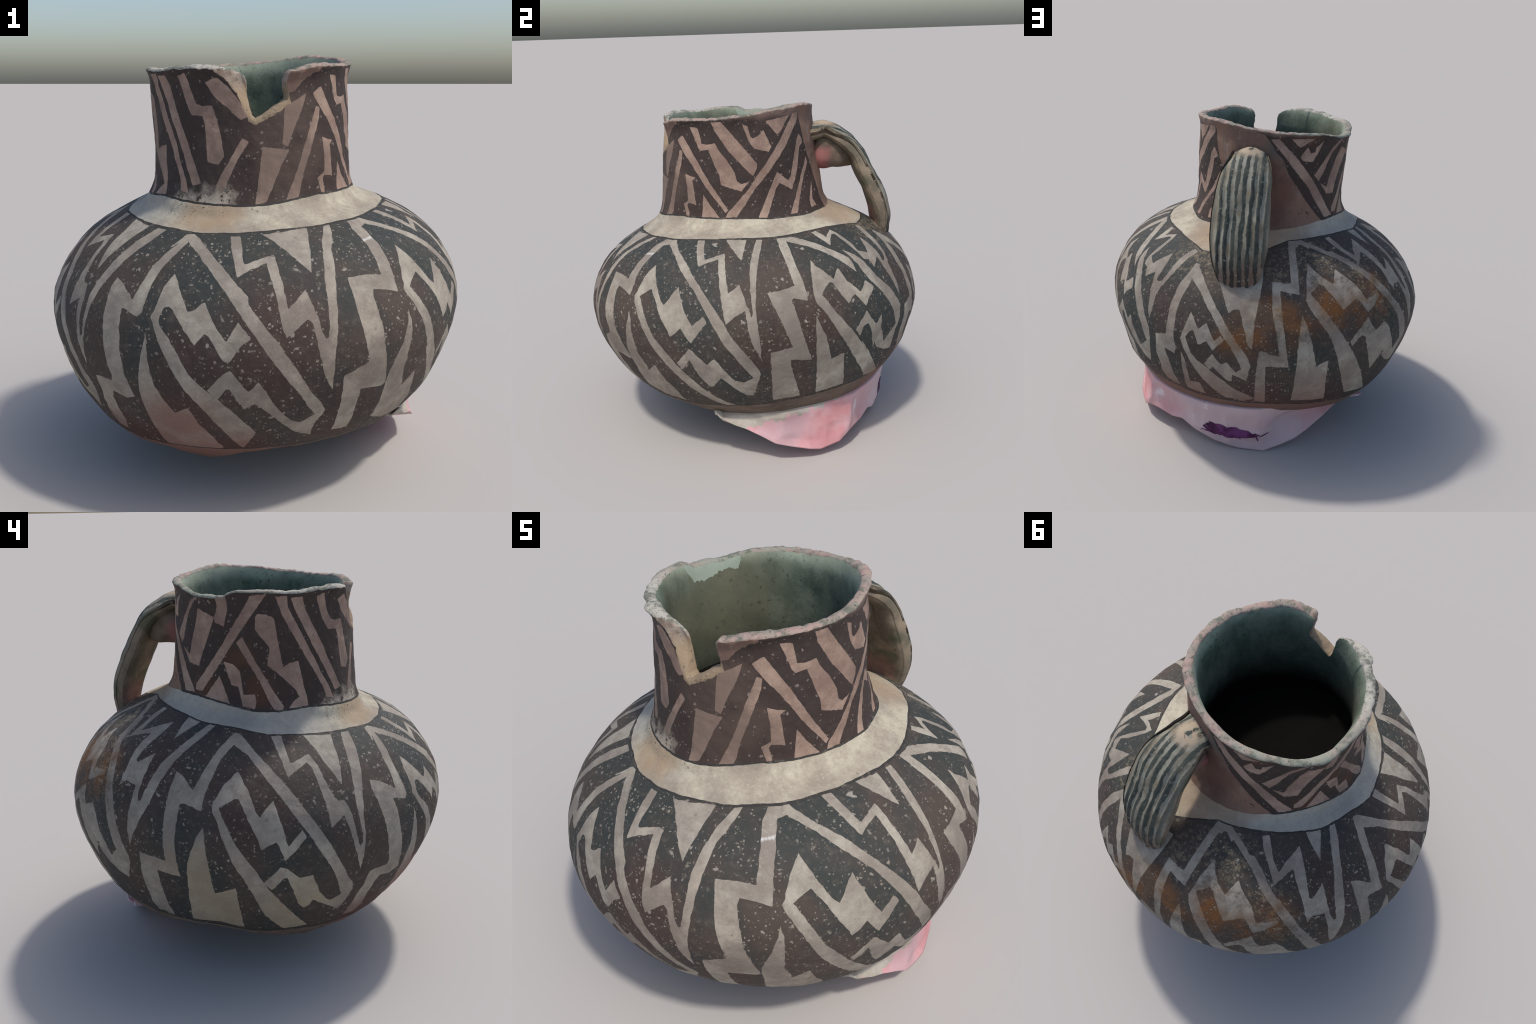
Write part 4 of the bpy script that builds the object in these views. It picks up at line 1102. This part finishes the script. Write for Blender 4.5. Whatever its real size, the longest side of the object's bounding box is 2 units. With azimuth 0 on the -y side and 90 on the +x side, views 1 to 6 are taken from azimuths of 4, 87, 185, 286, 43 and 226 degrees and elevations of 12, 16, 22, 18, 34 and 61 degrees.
# ------------------------------------------------------------------ pink padding under the back of the jug
# lower edge of the padding sheet, (x, y, z), hanging clear of the ground; its upper edge tucks under the wall of the jug
PAD_EDGE = [(0.715, -0.275, 0.30), (0.74, -0.235, 0.255), (0.772, -0.163, 0.228), (0.787, -0.103, 0.208), (0.805, -0.024, 0.169), (0.822, 0.055, 0.126),
            (0.815, 0.142, 0.098), (0.795, 0.251, 0.064), (0.770, 0.312, 0.046), (0.748, 0.366, 0.054), (0.722, 0.428, 0.064), (0.680, 0.487, 0.104),
            (0.60, 0.545, 0.11), (0.51, 0.588, 0.09), (0.43, 0.645, 0.115), (0.335, 0.69, 0.075), (0.20, 0.735, 0.035), (0.06, 0.748, 0.004),
            (-0.10, 0.752, 0.0), (-0.209, 0.709, 0.032), (-0.29, 0.665, 0.06), (-0.352, 0.626, 0.097), (-0.45, 0.58, 0.185), (-0.53, 0.51, 0.25), (-0.56, 0.43, 0.295)]
pad_top = Curve1D((-30, -10, 15, 40, 70, 95, 125, 144, 162), (0.285, 0.292, 0.302, 0.285, 0.285, 0.305, 0.31, 0.295, 0.29))
g = np.array(PAD_EDGE)
gth = np.degrees(np.arctan2(g[:, 1] - FOOT[1], g[:, 0] - FOOT[0]))
NPAD = 260
degs = np.linspace(gth[0], gth[-1], NPAD)
pth = np.radians(degs)
ground_p = np.column_stack([np.interp(degs, gth, g[:, k]) for k in range(3)])
top_h = pad_top(degs)
top_p = place(pth, top_h, wall_radius(top_h, pth) - 0.016)
tuck_p = place(pth, top_h + 0.02, wall_radius(top_h + 0.02, pth) - 0.05)
hidden = smooth(92, 112, degs) * smooth(146, 134, degs) * 0.055
shoulder_p = place(pth, top_h - 0.012, wall_radius(top_h, pth) + 0.010 - hidden)
tuck = 0.12 * smooth(92, 112, degs) * smooth(146, 134, degs)
bulge_p = 0.5 * (shoulder_p + ground_p) - np.column_stack([np.cos(pth) * tuck, np.sin(pth) * tuck, 0 * tuck])
profile = [tuck_p, top_p, shoulder_p]
for f in (0.25, 0.5, 0.75):
    profile.append(shoulder_p + (bulge_p - shoulder_p) * f)
profile.append(bulge_p)
for f in (0.2, 0.4, 0.6, 0.8):
    profile.append(bulge_p + (ground_p - bulge_p) * f)
profile.append(ground_p)
inner_p = ground_p.copy()
inner_p[:, :2] = FOOT[:2] + (ground_p[:, :2] - FOOT[:2]) * 0.55
inner_p[:, 2] = 0.03 + 0.4 * ground_p[:, 2]
profile.append(inner_p)
pv = []
# resample each column so that folds and dents have enough facets
for i in range(NPAD):
    col = np.array([row[i] for row in profile])
    pv.append(col)
pv = np.array(pv)
fine = []
FINE = 44
for i in range(NPAD):
    d = np.concatenate([[0], np.cumsum(np.linalg.norm(np.diff(pv[i], axis=0), axis=1))])
    body = d[-2]
    s = np.concatenate([np.linspace(0, body, FINE), [d[-1]]])
    fine.append(np.column_stack([np.interp(s, d, pv[i][:, k]) for k in range(3)]))
fine = np.array(fine)
flatp = fine.reshape(-1, 3)
out = flatp - np.array([FOOT[0], FOOT[1], 0.1])
out[:, 2] *= 0.2
out /= np.linalg.norm(out, axis=1)[:, None]
crease = 0.016 * noise3(flatp, 4.2) + 0.030 * (0.35 - np.abs(noise3(flatp + 3, 5.2))) + 0.007 * (0.3 - np.abs(noise3(flatp + 8, 12)))
row_no = np.tile(np.arange(FINE + 1), NPAD)
amount = np.clip(np.minimum((row_no - 6) / 8.0, (FINE - row_no) / 8.0), 0, 1)
flatp = flatp + out * (crease * amount)[:, None]
flatp[:, 2] = np.maximum(flatp[:, 2], 0.0)
RN = FINE + 1
pf, pslot = [], []
for i in range(NPAD - 1):
    cream_to = np.interp(degs[i], (-30, -13, -8, -2, 6, 16, 26, 40), (FINE, FINE, 30, 19, 13, 9, 6, 3)) + 2 * math.sin(degs[i] * 0.7) + 1.5 * math.sin(degs[i] * 1.9)
    for j in range(RN - 1):
        pf.append((i * RN + j, i * RN + j + 1, (i + 1) * RN + j + 1, (i + 1) * RN + j))
        pslot.append(1 if j < cream_to and degs[i] < 40 else 0)
pad = mesh_object("padding_wrap", flatp, pf, [make_padding(), make_cream()], pslot)
thick = pad.modifiers.new("thickness", "SOLIDIFY")
thick.thickness, thick.offset = 0.008, -1.0
pad["label"] = "crumpled pink padding sheet with cream edge and purple scribble"
pad["category"] = "padding"

# scribbled marker stroke on the back of the padding: a run of tight overlapping strokes
from mathutils.bvhtree import BVHTree

tree = BVHTree.FromPolygons([Vector(v) for v in flatp], [list(map(int, f)) for f in pf])


def on_back(x, z):
    hit = tree.ray_cast(Vector((x, 2.0, z)), Vector((0, -1, 0)))
    return hit[0]


def ink_ribbon(name, points, width):
    vs, fs = [], []
    pts = [on_back(x, z) for x, z in points]
    pts = [p for p in pts if p is not None]
    for i, p in enumerate(pts):
        a, b = pts[max(i - 1, 0)], pts[min(i + 1, len(pts) - 1)]
        d = (b - a).normalized()
        side = d.cross(Vector((0, 1, 0))).normalized() * width * (0.5 + 0.5 * math.sin(math.pi * (0.12 + 0.76 * i / max(1, len(pts) - 1))))
        for off in (-1, -0.33, 0.33, 1):
            q = p + side * off
            h = on_back(q.x, q.z)
            y = h.y if h is not None else p.y
            vs.append((q.x, y + 0.0030 + 0.0012 * (1 - abs(off)) + 0.0002 * (len(ink_v) % 7), q.z))
        if i:
            k = 4 * i
            for c in range(3):
                fs.append((k - 4 + c, k - 3 + c, k + c + 1, k + c))
    return vs, fs


ink_v, ink_f = [], []


def add_ink(points, width):
    vs, fs = ink_ribbon("", points, width)
    n0 = len(ink_v)
    ink_v.extend(vs)
    ink_f.extend([tuple(i + n0 for i in f) for f in fs])


X_LEFT, X_RIGHT = 0.300, -0.095
band_z = lambda x: 0.128 - 0.008 * math.sin((x + 0.1) * 9)
scrawl = np.random.default_rng(11)
for pass_no in range(13):
    offs = (pass_no - 6) * 0.0050 + 0.010
    cut0, cut1 = scrawl.uniform(0, 0.10) + 0.02 * abs(pass_no - 5), 1 - scrawl.uniform(0, 0.12) - 0.02 * abs(pass_no - 8)
    k = np.linspace(cut0, cut1, 60)
    x = X_LEFT + (X_RIGHT - X_LEFT) * k
    sway = scrawl.uniform(0, TAU)
    add_ink([(float(a), band_z(a) + offs * (0.55 + 0.75 * math.sin(math.pi * min(1, 0.15 + f))) + 0.0040 * math.sin(31 * f + sway) + 0.0012 * math.sin(67 * f + 2 * sway)) for a, f in zip(x, k)],
            float(scrawl.uniform(0.0050, 0.0085)))
for x0, lean, tall in ((-0.062, 0.012, 0.075), (0.175, 0.004, 0.050), (0.04, -0.006, 0.055)):
    k = np.linspace(-0.5, 0.5, 16)
    add_ink([(x0 + lean * float(f), band_z(x0) - 0.012 + tall * float(f)) for f in k], 0.0040)
k = np.linspace(0, 1, 14)
add_ink([(-0.075 - 0.055 * float(f), band_z(-0.1) - 0.006 + 0.006 * float(f)) for f in k], 0.0045)
add_ink([(0.295 - 0.035 * float(f) , 0.098 + 0.016 * math.sin(3.1 * float(f))) for f in k], 0.0028)
mesh_object("marker_scribble", ink_v, ink_f, [make_ink()], None, pad)
